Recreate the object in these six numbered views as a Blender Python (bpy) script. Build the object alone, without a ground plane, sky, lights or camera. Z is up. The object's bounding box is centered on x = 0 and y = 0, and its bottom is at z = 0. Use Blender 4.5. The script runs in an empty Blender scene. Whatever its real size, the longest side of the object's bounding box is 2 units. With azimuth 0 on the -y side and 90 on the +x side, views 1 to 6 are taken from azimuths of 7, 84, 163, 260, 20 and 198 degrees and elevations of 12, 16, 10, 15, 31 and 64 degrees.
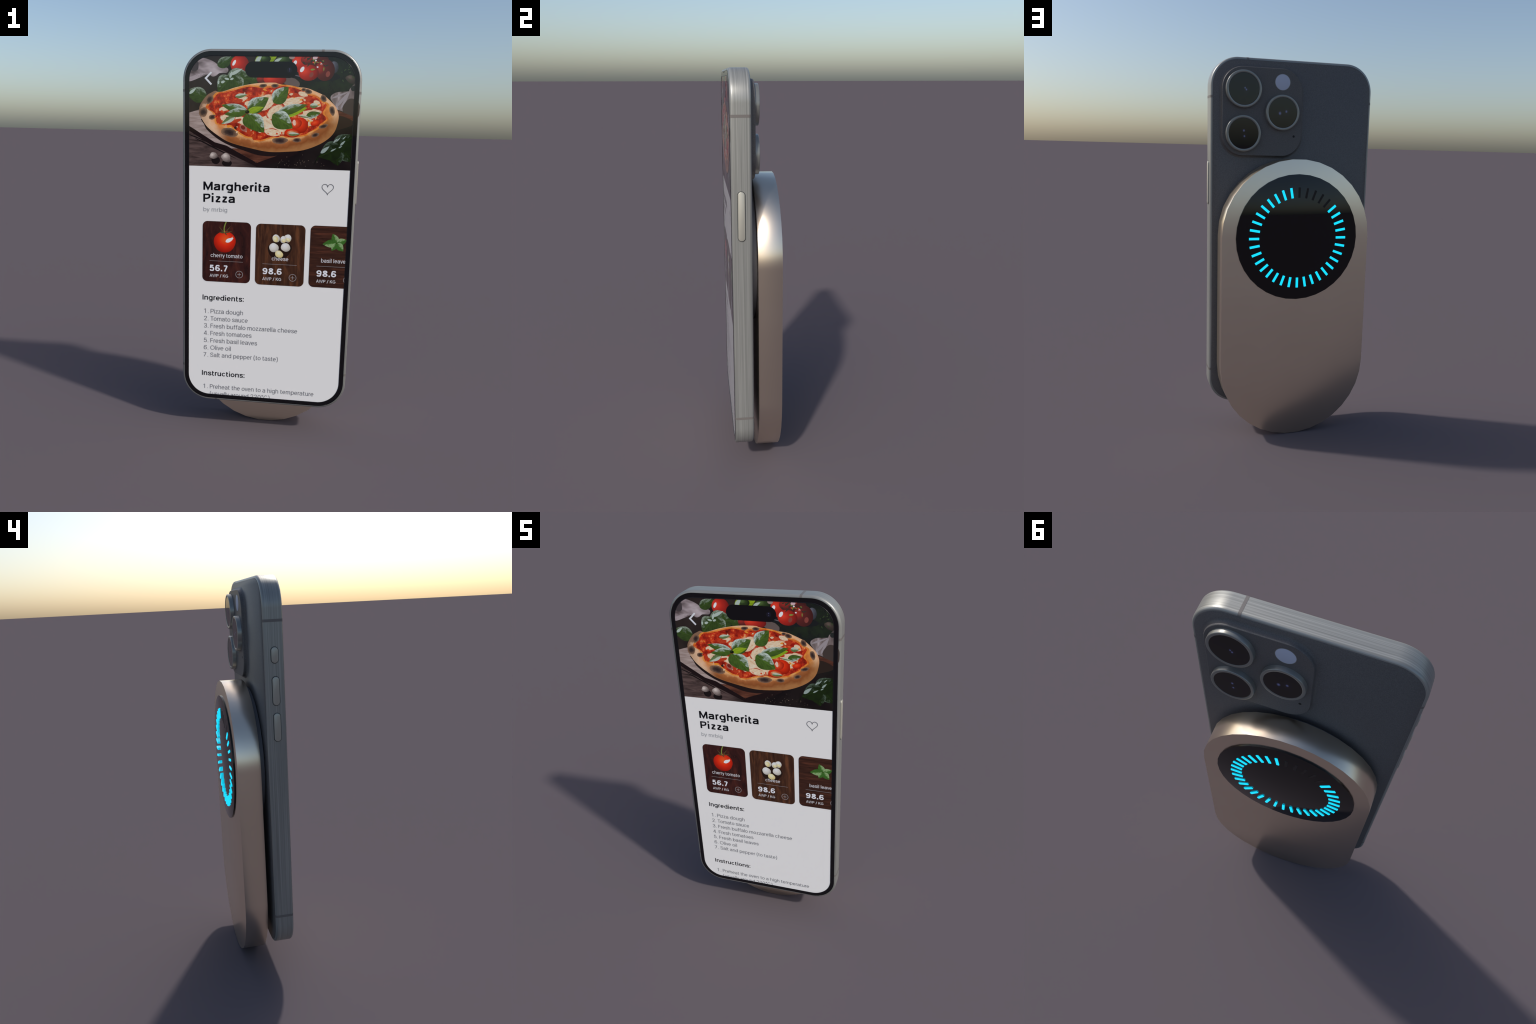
import bpy, bmesh, math, random
from mathutils import Vector, Matrix

random.seed(7)
# ------------------------------------------------------------------ sizes
PW, PTOP, PBOT = 0.4415, 1.9994, 0.1550           # phone half width, top, bottom
PCZ, PHZ = (PTOP + PBOT) / 2, (PTOP - PBOT) / 2
PR = 0.146                                      # corner radius
Y_FRONT, Y_BACK = -0.1232, -0.0310              # frame depth range
Y_PIC, STEP = -0.12330, 0.000095                  # picture base plane and layer step
BX, BR, BTOP = 0.0056, 0.3994, 1.4955           # power bank centre x, radius, top
FLAT = math.cos(math.pi / 34)                    # the round ends are 17-sided half circles
BZ0, BZ1 = BR * FLAT, BTOP - BR * FLAT
BY0, BY1 = -0.0015, 0.1126
DZ, DR = 1.0925, 0.329                          # round display of the power bank
SCREEN_K = 0.66


# ------------------------------------------------------------------ colour helpers
def lin(c):
    c /= 255.0
    return c / 12.92 if c <= 0.04045 else ((c + 0.055) / 1.055) ** 2.4


def rgb(r, g, b):
    return (lin(r), lin(g), lin(b), 1.0)


def scr(r, g, b):
    """base colour that shows as this sRGB value on the lit screen"""
    return tuple(min(0.97, max(0.0, lin(v) - 0.004) / SCREEN_K) for v in (r, g, b)) + (1.0,)


# ------------------------------------------------------------------ node helper
class Graph:
    def __init__(self, name):
        self.mat = bpy.data.materials.new(name)
        self.mat.use_nodes = True
        self.t = self.mat.node_tree
        self.t.nodes.clear()
        self.out = self.t.nodes.new("ShaderNodeOutputMaterial")
        self.b = self.t.nodes.new("ShaderNodeBsdfPrincipled")
        self.t.links.new(self.b.outputs[0], self.out.inputs[0])
        self.tc = self.t.nodes.new("ShaderNodeTexCoord")
        self.obj = self.tc.outputs["Object"]

    def put(self, sock, v):
        if isinstance(v, bpy.types.NodeSocket):
            self.t.links.new(v, sock)
        else:
            sock.default_value = v

    def math(self, op, a, b=0.0, c=0.0, clamp=False):
        n = self.t.nodes.new("ShaderNodeMath")
        n.operation = op
        n.use_clamp = clamp
        for s, v in zip(n.inputs, (a, b, c)):
            self.put(s, v)
        return n.outputs[0]

    def xyz(self, vec=None):
        n = self.t.nodes.new("ShaderNodeSeparateXYZ")
        self.put(n.inputs[0], vec or self.obj)
        return n.outputs

    def mapping(self, scale=(1, 1, 1), loc=(0, 0, 0), rot=(0, 0, 0), vec=None):
        n = self.t.nodes.new("ShaderNodeMapping")
        self.put(n.inputs["Vector"], vec or self.obj)
        n.inputs["Scale"].default_value = scale
        n.inputs["Location"].default_value = loc
        n.inputs["Rotation"].default_value = rot
        return n.outputs[0]

    def noise(self, scale, vec=None, detail=3.0, rough=0.5, dist=0.0):
        n = self.t.nodes.new("ShaderNodeTexNoise")
        self.put(n.inputs["Vector"], vec or self.obj)
        n.inputs["Scale"].default_value = scale
        n.inputs["Detail"].default_value = detail
        n.inputs["Roughness"].default_value = rough
        n.inputs["Distortion"].default_value = dist
        return n.outputs["Fac"]

    def mix(self, f, a, b):
        n = self.t.nodes.new("ShaderNodeMix")
        n.data_type = "RGBA"
        self.put(n.inputs[0], f)
        self.put(n.inputs[6], a)
        self.put(n.inputs[7], b)
        return n.outputs[2]

    def ramp(self, f, stops):
        n = self.t.nodes.new("ShaderNodeValToRGB")
        self.put(n.inputs[0], f)
        e = n.color_ramp.elements
        while len(e) < len(stops):
            e.new(0.5)
        for el, (p, c) in zip(e, stops):
            el.position = p
            el.color = c
        return n.outputs[0]

    def band(self, f, lo, hi):
        """0 below lo, 1 above hi, smooth between (lo may exceed hi)"""
        n = self.t.nodes.new("ShaderNodeMapRange")
        n.interpolation_type = "SMOOTHSTEP"
        self.put(n.inputs[0], f)
        if lo < hi:
            n.inputs[1].default_value, n.inputs[2].default_value = lo, hi
        else:
            n.inputs[1].default_value, n.inputs[2].default_value = hi, lo
            n.inputs[3].default_value, n.inputs[4].default_value = 1.0, 0.0
        return n.outputs[0]

    def bump(self, height, strength, distance=0.002):
        n = self.t.nodes.new("ShaderNodeBump")
        n.inputs["Strength"].default_value = strength
        n.inputs["Distance"].default_value = distance
        self.put(n.inputs["Height"], height)
        self.put(self.b.inputs["Normal"], n.outputs[0])

    def done(self, color, rough=0.5, metal=0.0, spec=0.5, emit=None, emit_strength=0.0):
        self.put(self.b.inputs["Base Color"], color)
        self.put(self.b.inputs["Roughness"], rough)
        self.put(self.b.inputs["Metallic"], metal)
        self.put(self.b.inputs["Specular IOR Level"], spec)
        if emit is not None:
            self.put(self.b.inputs["Emission Color"], emit)
            self.b.inputs["Emission Strength"].default_value = emit_strength
        return self.mat


def plain(name, color, rough=0.5, metal=0.0, spec=0.5, **k):
    return Graph(name).done(color, rough, metal, spec, **k)


GLASS_ROUGH = 0.03


def screen_plain(name, r, g, b):
    return plain(name, scr(r, g, b), GLASS_ROUGH)


# ------------------------------------------------------------------ materials of the two devices
def frame_material():
    g = Graph("brushed_titanium")
    v = g.mapping(scale=(0.7, 130.0, 0.7))
    streak = g.noise(1.6, v, 4.0, 0.6)
    fine = g.noise(5.0, v, 2.0, 0.5)
    f = g.math("ADD", g.math("MULTIPLY", streak, 0.75), g.math("MULTIPLY", fine, 0.25))
    col = g.ramp(f, [(0.32, (0.215, 0.218, 0.205, 1)), (0.50, (0.295, 0.298, 0.28, 1)), (0.68, (0.40, 0.40, 0.375, 1))])
    rough = g.math("ADD", 0.30, g.math("MULTIPLY", f, 0.12))
    return g.done(col, rough, 0.40)


def back_material():
    g = Graph("frosted_back_glass")
    n = g.noise(260.0, None, 2.0, 0.7)
    col = g.ramp(n, [(0.30, (0.086, 0.082, 0.081, 1)), (0.70, (0.136, 0.128, 0.126, 1))])
    g.bump(n, 0.10, 0.001)
    return g.done(col, 0.46, 0.0, 0.35)


def bank_material():
    g = Graph("champagne_metal")
    n = g.noise(3.0, None, 2.0, 0.5)
    col = g.ramp(n, [(0.3, (0.85, 0.735, 0.59, 1)), (0.7, (0.88, 0.765, 0.62, 1))])
    return g.done(col, 0.295, 1.0)


M_FRAME = frame_material()
M_BACK = back_material()
M_BANK = bank_material()
M_BAND = plain("antenna_band_polymer", (0.16, 0.145, 0.135, 1), 0.45)
M_BUTTON = plain("button_metal", (0.44, 0.425, 0.365, 1), 0.36, 0.35)
M_GROOVE = plain("button_groove", (0.045, 0.05, 0.05, 1), 0.6)
M_RING = plain("lens_ring_metal", (0.27, 0.27, 0.25, 1), 0.30, 0.5)
M_LENS = plain("lens_glass", (0.004, 0.004, 0.005, 1), 0.03, 0.0, 0.5)


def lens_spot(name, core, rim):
    """light glint painted on the lens: colour fades from the middle of the unit disc to the lens black"""
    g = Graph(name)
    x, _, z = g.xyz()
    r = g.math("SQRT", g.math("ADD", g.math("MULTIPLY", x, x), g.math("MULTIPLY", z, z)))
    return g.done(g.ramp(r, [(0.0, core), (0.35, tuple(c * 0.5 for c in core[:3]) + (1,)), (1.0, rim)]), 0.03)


M_GLINT = lens_spot("lens_glint_painted", (0.30, 0.32, 0.62, 1), (0.010, 0.0095, 0.017, 1))
M_HALO = lens_spot("lens_halo_painted", (0.016, 0.015, 0.027, 1), (0.004, 0.004, 0.005, 1))
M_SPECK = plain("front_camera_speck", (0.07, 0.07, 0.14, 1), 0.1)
M_FLASH = plain("flash_diffuser", (0.50, 0.53, 0.64, 1), 0.5, 0.0, 0.2)
M_HOLE = plain("dark_opening", (0.003, 0.003, 0.003, 1), 0.7)
M_BEZEL = plain("bezel_glass", (0.0035, 0.003, 0.0045, 1), GLASS_ROUGH)
M_PAD = plain("charging_pad_rubber", (0.16, 0.16, 0.175, 1), 0.4)
M_DISPLAY = plain("display_glass", (0.004, 0.0035, 0.0045, 1), 0.02)
M_LIT = plain("lit_cyan", (0.0, 0.45, 0.62, 1), 0.25, 0.0, 0.5, emit=(0.006, 0.72, 1.0, 1), emit_strength=0.95)
M_UNLIT = plain("unlit_bar", (0.008, 0.008, 0.009, 1), 0.3, 0.0, 0.4)


# ------------------------------------------------------------------ mesh helpers
def new_object(name, verts, faces, mat, parent=None, smooth=False, loc=(0, 0, 0)):
    me = bpy.data.meshes.new(name)
    me.from_pydata(verts, [], faces)
    me.validate()
    if mat:
        me.materials.append(mat)
    if smooth:
        me.polygons.foreach_set("use_smooth", [True] * len(me.polygons))
    ob = bpy.data.objects.new(name, me)
    ob.location = loc
    bpy.context.scene.collection.objects.link(ob)
    attach(ob, parent)
    return ob


def attach(ob, parent):
    if parent:
        ob.parent = parent
        w = Matrix.Translation(parent.location) if parent.parent is None else \
            Matrix.Translation(parent.parent.location)
        if parent.parent is not None:
            w = Matrix.Translation(parent["world_at"]) if "world_at" in parent else Matrix.Identity(4)
        ob.matrix_parent_inverse = w.inverted()


def smooth_by_angle(ob, degrees=35):
    me = ob.data
    me.polygons.foreach_set("use_smooth", [True] * len(me.polygons))
    me.set_sharp_from_angle(angle=math.radians(degrees))


def outline_rect(cx, cz, hx, hz, r, n=18):
    """rounded rectangle, counter-clockwise seen from the front (-y)"""
    pts = []
    for sx, sz, a0 in ((1, 1, 0), (-1, 1, 90), (-1, -1, 180), (1, -1, 270)):
        for i in range(n + 1):
            a = math.radians(a0 + 90.0 * i / n)
            pts.append((cx + sx * (hx - r) + r * math.cos(a), cz + sz * (hz - r) + r * math.sin(a)))
    return pts


def outline_ellipse(cx, cz, rx, rz, n=48):
    return [(cx + rx * math.cos(2 * math.pi * i / n), cz + rz * math.sin(2 * math.pi * i / n)) for i in range(n)]


def loft(rings, close_first=False, close_last=False):
    """rings: list of lists of 3D points of equal length; returns verts, faces"""
    n = len(rings[0])
    verts = [p for ring in rings for p in ring]
    faces = []
    for k in range(len(rings) - 1):
        for i in range(n):
            j = (i + 1) % n
            faces.append((k * n + i, k * n + j, (k + 1) * n + j, (k + 1) * n + i))
    if close_first:
        faces.append(tuple(range(n))[::-1])
    if close_last:
        faces.append(tuple((len(rings) - 1) * n + i for i in range(n)))
    return verts, faces


def at_y(outline, y):
    return [(x, y, z) for x, z in outline]


def recalc(ob):
    bm = bmesh.new()
    bm.from_mesh(ob.data)
    bmesh.ops.recalc_face_normals(bm, faces=bm.faces)
    bm.to_mesh(ob.data)
    bm.free()


def solid(name, outline_fn, profile, mat, parent, angle=35):
    """stack of outlines: profile = [(inset, y), ...] closed at both ends"""
    v, f = loft([at_y(outline_fn(i), y) for i, y in profile], True, True)
    ob = new_object(name, v, f, mat, parent)
    recalc(ob)
    smooth_by_angle(ob, angle)
    return ob


def lathe(name, cx, cz, profile, mat, parent, n=72, angle=35, close=False):
    """profile [(radius, y)] turned about the y axis through (cx, cz)"""
    rings = [at_y(outline_ellipse(cx, cz, r, r, n), y) for r, y in profile]
    v, f = loft(rings, close, True)
    ob = new_object(name, v, f, mat, parent)
    recalc(ob)
    smooth_by_angle(ob, angle)
    return ob


def thing(name, loc, label, category):
    e = bpy.data.objects.new(name, None)
    e.empty_display_size = 0.1
    e.location = loc
    e["label"] = label
    e["category"] = category
    bpy.context.scene.collection.objects.link(e)
    return e


PHONE = thing("smartphone", (0, (Y_FRONT + Y_BACK) / 2, PBOT),
              "grey titanium smartphone showing a pizza recipe app", "smartphone")
BANK = thing("power_bank", (BX, (BY0 + BY1) / 2, 0),
             "champagne metal magnetic power bank with cyan ring display", "power bank")


# ================================================================== PHONE BODY
def phone_outline(inset, n=20):
    return outline_rect(0, PCZ, PW - inset, PHZ - inset, PR - inset, n)


FR = 0.0115


def frame_profile():
    pts = []
    for i in range(8):
        a = math.radians(90 * i / 7)
        pts.append((FR * (1 - math.sin(a)), Y_FRONT + FR * (1 - math.cos(a))))
    for i in range(8):
        a = math.radians(90 * i / 7)
        pts.append((FR * (1 - math.cos(a)), Y_BACK - FR * (1 - math.sin(a))))
    return pts


v, f = loft([at_y(phone_outline(i), y) for i, y in frame_profile()])
frame = new_object("frame", v, f, M_FRAME, PHONE)
recalc(frame)
smooth_by_angle(frame, 40)

back = solid("back_panel", phone_outline, [(0.0118, -0.040), (0.0118, -0.0306), (0.0128, -0.0298)], M_BACK, PHONE, 60)

# polymer antenna bands laid across the frame
BAND_W = 0.0062


def band(on, pos):
    prof = [(i - 0.0006, y + (-0.0006 if k < 4 else 0.0006 if k > 11 else 0)) for k, (i, y) in enumerate(frame_profile())]
    verts, faces = [], []
    for i, y in prof:
        for s in (-1, 1):
            if on in "LR":
                x = (PW - i) * (1 if on == "R" else -1)
                verts.append((x, y, pos + s * BAND_W))
            else:
                z = PTOP - i if on == "T" else PBOT + i
                verts.append((pos + s * BAND_W, y, z))
    for k in range(len(prof) - 1):
        faces.append((2 * k, 2 * k + 1, 2 * k + 3, 2 * k + 2))
    ob = new_object("antenna_band", verts, faces, M_BAND, PHONE, smooth=True)
    c = Vector((0, -0.078, PCZ))
    me = ob.data
    if sum((p.center - c).dot(p.normal) for p in me.polygons) < 0:
        me.flip_normals()


for on, pos in (("R", 1.7990), ("L", 1.7990), ("R", 0.3525), ("L", 0.3525), ("T", 0.2495), ("B", -0.2545)):
    band(on, pos)


# side buttons: a groove ring and a raised key
def button(side, z0, z1):
    s = 1 if side == "R" else -1
    yc, hw = -0.0790, 0.0178
    zc, hz = (z0 + z1) / 2, (z1 - z0) / 2

    def ring(grow, x):
        o = outline_rect(yc, zc, hw + grow, hz + grow, hw + grow - 1e-5, 10)
        return [(s * x, y, z) for y, z in o]
    v, f = loft([ring(0.0008, 0.436), ring(0.0008, 0.4417)], False, True)
    ob = new_object("button_groove", v, f, M_GROOVE, PHONE)
    recalc(ob)
    v, f = loft([ring(-0.0022, 0.438), ring(-0.0022, 0.4452), ring(-0.0028, 0.4463), ring(-0.0042, 0.4470)], False, True)
    ob = new_object("side_button", v, f, M_BUTTON, PHONE)
    recalc(ob)
    smooth_by_angle(ob, 50)


button("R", 1.2491, 1.4766)
for z0, z1 in ((1.6107, 1.6854), (1.4190, 1.5534), (1.2506, 1.3861)):
    button("L", z0, z1)

# charging port and speaker holes in the lower edge
def under(name, cx, hx, hy, mat):
    o = outline_rect(cx, -0.078, hx, hy, min(hx, hy) - 1e-5, 8)
    ob = new_object(name, [(x, y, PBOT - 0.0004) for x, y in o], [tuple(range(len(o)))], mat, PHONE)
    if ob.data.polygons[0].normal.z > 0:
        ob.data.flip_normals()


under("charging_port", 0.0, 0.052, 0.015, M_HOLE)
for i in range(6):
    under("speaker_hole", 0.125 + 0.022 * i, 0.007, 0.007, M_HOLE)
for i in range(5):
    under("speaker_hole", -0.103 - 0.022 * i, 0.007, 0.007, M_HOLE)

# ================================================================== CAMERA PLATE
CPX, CPZ, CPHX, CPHZ, CPY = 0.1735, 1.7295, 0.2120, 0.2215, -0.0082


def plate_outline(inset):
    return outline_rect(CPX, CPZ, CPHX - inset, CPHZ - inset, 0.108 - inset, 20)


plate = solid("camera_plate", plate_outline,
              [(-0.016, -0.0310), (-0.011, -0.0293), (-0.0065, -0.0272), (-0.003, -0.0235), (-0.0015, -0.018),
               (-0.0005, -0.0112), (0.0003, -0.0098), (0.0020, CPY)], M_BACK, PHONE, 38)

LENSES = ((0.2770, 1.8405, 0.0930), (0.2772, 1.6195, 0.0915), (0.0705, 1.7305, 0.0905))
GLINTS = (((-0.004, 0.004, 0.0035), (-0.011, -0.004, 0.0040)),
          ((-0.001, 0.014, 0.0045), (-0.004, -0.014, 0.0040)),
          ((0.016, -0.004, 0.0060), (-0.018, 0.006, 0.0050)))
for (lx, lz, lr), glints in zip(LENSES, GLINTS):
    lathe("lens_ring", lx, lz, [(lr + 0.0015, CPY - 0.002), (lr, CPY + 0.0015), (lr, 0.0098), (lr - 0.0012, 0.0120),
                                (lr - 0.0035, 0.0128), (lr - 0.0115, 0.0128), (lr - 0.0132, 0.0118), (lr - 0.0138, 0.0070)],
          M_RING, PHONE, 96, 50)
    lathe("lens_glass", lx, lz, [(lr - 0.0125, 0.004), (lr - 0.0125, 0.0108), (lr - 0.0150, 0.0112)], M_LENS, PHONE, 72, 4)
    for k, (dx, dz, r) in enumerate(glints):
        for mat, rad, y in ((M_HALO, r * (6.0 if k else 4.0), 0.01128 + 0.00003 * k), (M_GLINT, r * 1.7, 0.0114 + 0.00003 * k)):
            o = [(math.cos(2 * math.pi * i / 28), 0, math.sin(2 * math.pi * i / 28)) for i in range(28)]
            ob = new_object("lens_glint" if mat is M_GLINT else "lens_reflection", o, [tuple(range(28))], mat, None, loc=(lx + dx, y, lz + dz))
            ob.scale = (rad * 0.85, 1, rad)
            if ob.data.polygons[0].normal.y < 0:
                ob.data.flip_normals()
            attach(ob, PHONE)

lathe("flash", 0.0697, 1.8838, [(0.0415, CPY - 0.002), (0.0415, CPY + 0.0004), (0.0400, CPY + 0.0008), (0.0395, CPY + 0.0004)], M_RING, PHONE, 64, 40)
lathe("flash_window", 0.0697, 1.8838, [(0.0394, CPY - 0.002), (0.0394, CPY + 0.0006), (0.038, CPY + 0.0010)], M_FLASH, PHONE, 64, 40)
lathe("microphone_hole", 0.0030, 1.6115, [(0.0062, CPY - 0.001), (0.0062, CPY + 0.0004)], M_HOLE, PHONE, 24, 30)

# ================================================================== SCREEN
GX, GT, GB = 0.4283, 1.9865, 0.1700            # glass
IX, IT, IB = 0.4095, 1.9670, 0.1868            # lit picture area


DEPTH = {}


def depth(layer):
    """picture pieces of one layer lie a few micrometres apart, so none are coplanar"""
    k = int(layer)
    DEPTH[k] = DEPTH.get(k, 0) + 1
    return Y_PIC - layer * STEP - 1.2e-6 * DEPTH[k]


def flat(name, outline, mat, parent, layer, loc=(0, 0, 0)):
    y = depth(layer)
    ob = new_object(name, at_y(outline, y), [tuple(range(len(outline)))], mat, parent, loc=loc)
    if ob.data.polygons and ob.data.polygons[0].normal.y > 0:
        ob.data.flip_normals()
    return ob


m_white = plain("screen_white", (0.97, 0.955, 0.93, 1), GLASS_ROUGH)
screen = flat("screen", outline_rect(0, (GT + GB) / 2, GX - 0.004, (GT - GB) / 2 - 0.004, 0.136, 18), m_white, PHONE, 0)
PHOTO_Z = 1.4275

TOP = 11
# bezel ring with real thickness, covering the picture's edges
og = outline_rect(0, (GT + GB) / 2, GX, (GT - GB) / 2, PR - FR, 24)
oi = outline_rect(0, (IT + IB) / 2, IX, (IT - IB) / 2, PR - FR - 0.0185, 24)
yb = Y_PIC - TOP * STEP
v, f = loft([at_y(og, -0.1215), at_y(og, yb + 0.0003), at_y([(x * 0.9993, z) for x, z in og], yb), at_y(oi, yb), at_y(oi, yb + 0.0016)])
bezel = new_object("bezel", v, f, M_BEZEL, PHONE)
recalc(bezel)
if sum(p.normal.y * p.area for p in bezel.data.polygons) > 0:
    bezel.data.flip_normals()
smooth_by_angle(bezel, 30)

# thin dark ridge modelled round the picture for the sun glint at its corner
lip_rings = []
for k in range(7):
    a = math.pi * k / 6
    lip_rings.append(at_y(outline_rect(0, (IT + IB) / 2, IX - 0.0012 + 0.0011 * math.cos(a), (IT - IB) / 2 - 0.0012 + 0.0011 * math.cos(a),
                                       PR - FR - 0.0197 + 0.0011 * math.cos(a), 24), yb + 0.0004 - 0.0008 * math.sin(a)))
v, f = loft(lip_rings)
lip = new_object("screen_glint_ridge", v, f, plain("glint_ridge_glass", (0.01, 0.01, 0.012, 1), 0.25, 0.0, 0.6), PHONE, smooth=True)
recalc(lip)

island_o = outline_rect(0.0005, 1.9030, 0.1277, 0.0376, 0.0375, 16)
island = flat("camera_island", island_o, M_BEZEL, PHONE, TOP)
flat("front_camera", outline_ellipse(0.0904, 1.9016, 0.0125, 0.0125, 32), plain("front_lens", (0.010, 0.010, 0.020, 1), 0.04), PHONE, TOP + 1)
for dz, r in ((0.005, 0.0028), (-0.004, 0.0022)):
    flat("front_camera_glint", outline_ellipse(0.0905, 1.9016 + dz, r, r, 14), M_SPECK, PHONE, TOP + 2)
flat("earpiece_slot", outline_rect(0, 1.9835, 0.075, 0.0016, 0.00155, 6), M_HOLE, PHONE, TOP + 1)


# ------------------------------------------------------------------ picture materials
def food(name, dark, mid, light, scale=3.0, hx=-0.35, hz=0.45, spread=1.5, grain=0.25):
    """rounded thing in a photo: lit and shaded sides painted in, with mottling; local unit coordinates"""
    g = Graph(name)
    x, _, z = g.xyz()
    dx = g.math("SUBTRACT", x, hx)
    dz = g.math("SUBTRACT", z, hz)
    d = g.math("SQRT", g.math("ADD", g.math("MULTIPLY", dx, dx), g.math("MULTIPLY", dz, dz)))
    d = g.math("DIVIDE", d, spread)
    n = g.math("MULTIPLY", g.math("SUBTRACT", g.noise(scale, None, 4.0, 0.6), 0.5), grain * 2)
    return g.done(g.ramp(g.math("ADD", d, n), [(0.0, light), (0.45, mid), (1.0, dark)]), GLASS_ROUGH)


def mottled(name, stops, scale, stretch=(1, 1, 1), rot=0.0, detail=5.0, rough=0.6, dist=0.0):
    g = Graph(name)
    n = g.noise(scale, g.mapping(scale=stretch, rot=(0, rot, 0)), detail, rough, dist)
    return g.done(g.ramp(n, stops), GLASS_ROUGH)


def leaf_material(name, dark, mid, sheen, sheen_at=0.25, amount=0.55):
    """local x runs along the leaf 0..1, z across it -0.5..0.5"""
    g = Graph(name)
    x, _, z = g.xyz()
    az = g.math("ABSOLUTE", z)
    rib = g.band(az, 0.045, 0.012)
    vein_c = g.math("SUBTRACT", g.math("MULTIPLY", x, 34.0), g.math("MULTIPLY", az, 38.0))
    vein = g.math("MULTIPLY", g.band(g.math("SINE", vein_c), 0.55, 1.0), 0.55)
    n = g.noise(4.5, None, 3.0, 0.55)
    side = g.band(g.math("ADD", z, g.math("MULTIPLY", g.math("SUBTRACT", n, 0.5), 0.8)), sheen_at - 0.05, sheen_at + 0.22)
    sh = g.math("MULTIPLY", side, g.math("ADD", amount, g.math("MULTIPLY", vein, 0.6)), clamp=True)
    col = g.mix(g.noise(3.0, None, 2.0), dark, mid)
    col = g.mix(g.math("MULTIPLY", vein, 0.55), col, mid)
    col = g.mix(sh, col, sheen)  # pale highlight mixed into the leaf green
    col = g.mix(g.math("MULTIPLY", rib, 0.7), col, mid)
    return g.done(col, GLASS_ROUGH)


LEAF = leaf_material("basil_leaf_dark", scr(30, 46, 22), scr(76, 104, 38), scr(186, 198, 190), 0.15, 0.70)
LEAF_PALE = leaf_material("basil_leaf_pale", scr(60, 78, 48), scr(105, 125, 75), scr(196, 204, 190), -0.05, 0.6)
LEAF_LIME = leaf_material("basil_leaf_lime", scr(82, 108, 22), scr(142, 168, 32), scr(160, 182, 60), 0.2, 0.4)
LEAF_FAR = food("basil_leaf_blurred", scr(22, 30, 19), scr(44, 60, 30), scr(80, 104, 56), 2.2, -0.35, 0.5, 1.5, 0.22)
LEAF_LOW = food("basil_leaf_shadowed", scr(12, 16, 10), scr(22, 34, 14), scr(52, 68, 34), 2.4, -0.45, 0.55, 1.35, 0.25)
SHEEN = screen_plain("leaf_sheen", 158, 172, 162)
TOM = food("tomato_red", scr(88, 26, 24), scr(158, 38, 30), scr(205, 60, 40), 1.5, -0.5, 0.2, 1.6, 0.08)
TOM_DARK = food("tomato_shaded", scr(60, 30, 28), scr(84, 36, 34), scr(150, 44, 36), 1.5, -0.6, 0.2, 1.5, 0.08)
TOM_FRESH = food("tomato_glossy", scr(130, 24, 10), scr(196, 44, 18), scr(222, 78, 36), 2.0, -0.15, 0.25, 1.25, 0.10)
SHINE = screen_plain("tomato_shine", 214, 212, 214)
CHAR = food("charred_dough", scr(128, 98, 76), scr(60, 46, 42), scr(38, 30, 30), 3.0, 0.0, 0.0, 1.05, 0.30)
GARLIC = food("garlic_skin", scr(70, 60, 58), scr(140, 128, 122), scr(196, 186, 178), 3.0, -0.3, 0.45, 1.6, 0.2)
MOZZ = food("mozzarella_ball", scr(140, 134, 124), scr(196, 192, 184), scr(224, 221, 214), 3.0, -0.2, 0.45, 1.7, 0.08)
MOZZ_CUT = food("mozzarella_cut", scr(168, 150, 92), scr(206, 192, 140), scr(222, 214, 186), 3.0, -0.2, 0.3, 1.7, 0.08)
SHADE = screen_plain("picture_shadow", 24, 20, 20)
STEMG = screen_plain("stem_green", 116, 128, 60)
STEMD = screen_plain("stem_dark", 44, 50, 40)


def cheese_material():
    g = Graph("melted_cheese")
    x, _, z = g.xyz()
    r = g.math("SQRT", g.math("ADD", g.math("MULTIPLY", x, x), g.math("MULTIPLY", z, z)))
    r = g.math("ADD", r, g.math("MULTIPLY", g.math("SUBTRACT", g.noise(2.6, None, 5.0, 0.62), 0.5), 0.60))
    body = g.ramp(g.noise(3.2, None, 4.0, 0.6), [(0.32, scr(190, 148, 112)), (0.48, scr(205, 182, 150)), (0.66, scr(207, 195, 174))])
    rim = g.ramp(r, [(0.80, scr(204, 140, 92)), (0.95, scr(190, 74, 36)), (1.0, scr(156, 40, 24))])
    return g.done(g.mix(g.band(r, 0.80, 1.02), body, rim), GLASS_ROUGH)


CHEESE = cheese_material()
CHEESE_BIT = mottled("cheese_shred", [(0.26, scr(172, 96, 62)), (0.40, scr(196, 158, 122)), (0.56, scr(205, 184, 154)), (0.8, scr(207, 194, 172))], 26.0)
SAUCE = mottled("tomato_sauce", [(0.30, scr(84, 22, 16)), (0.44, scr(144, 34, 22)), (0.55, scr(184, 52, 26)), (0.63, scr(204, 112, 58)), (0.72, scr(206, 170, 130))], 38.0)


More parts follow.
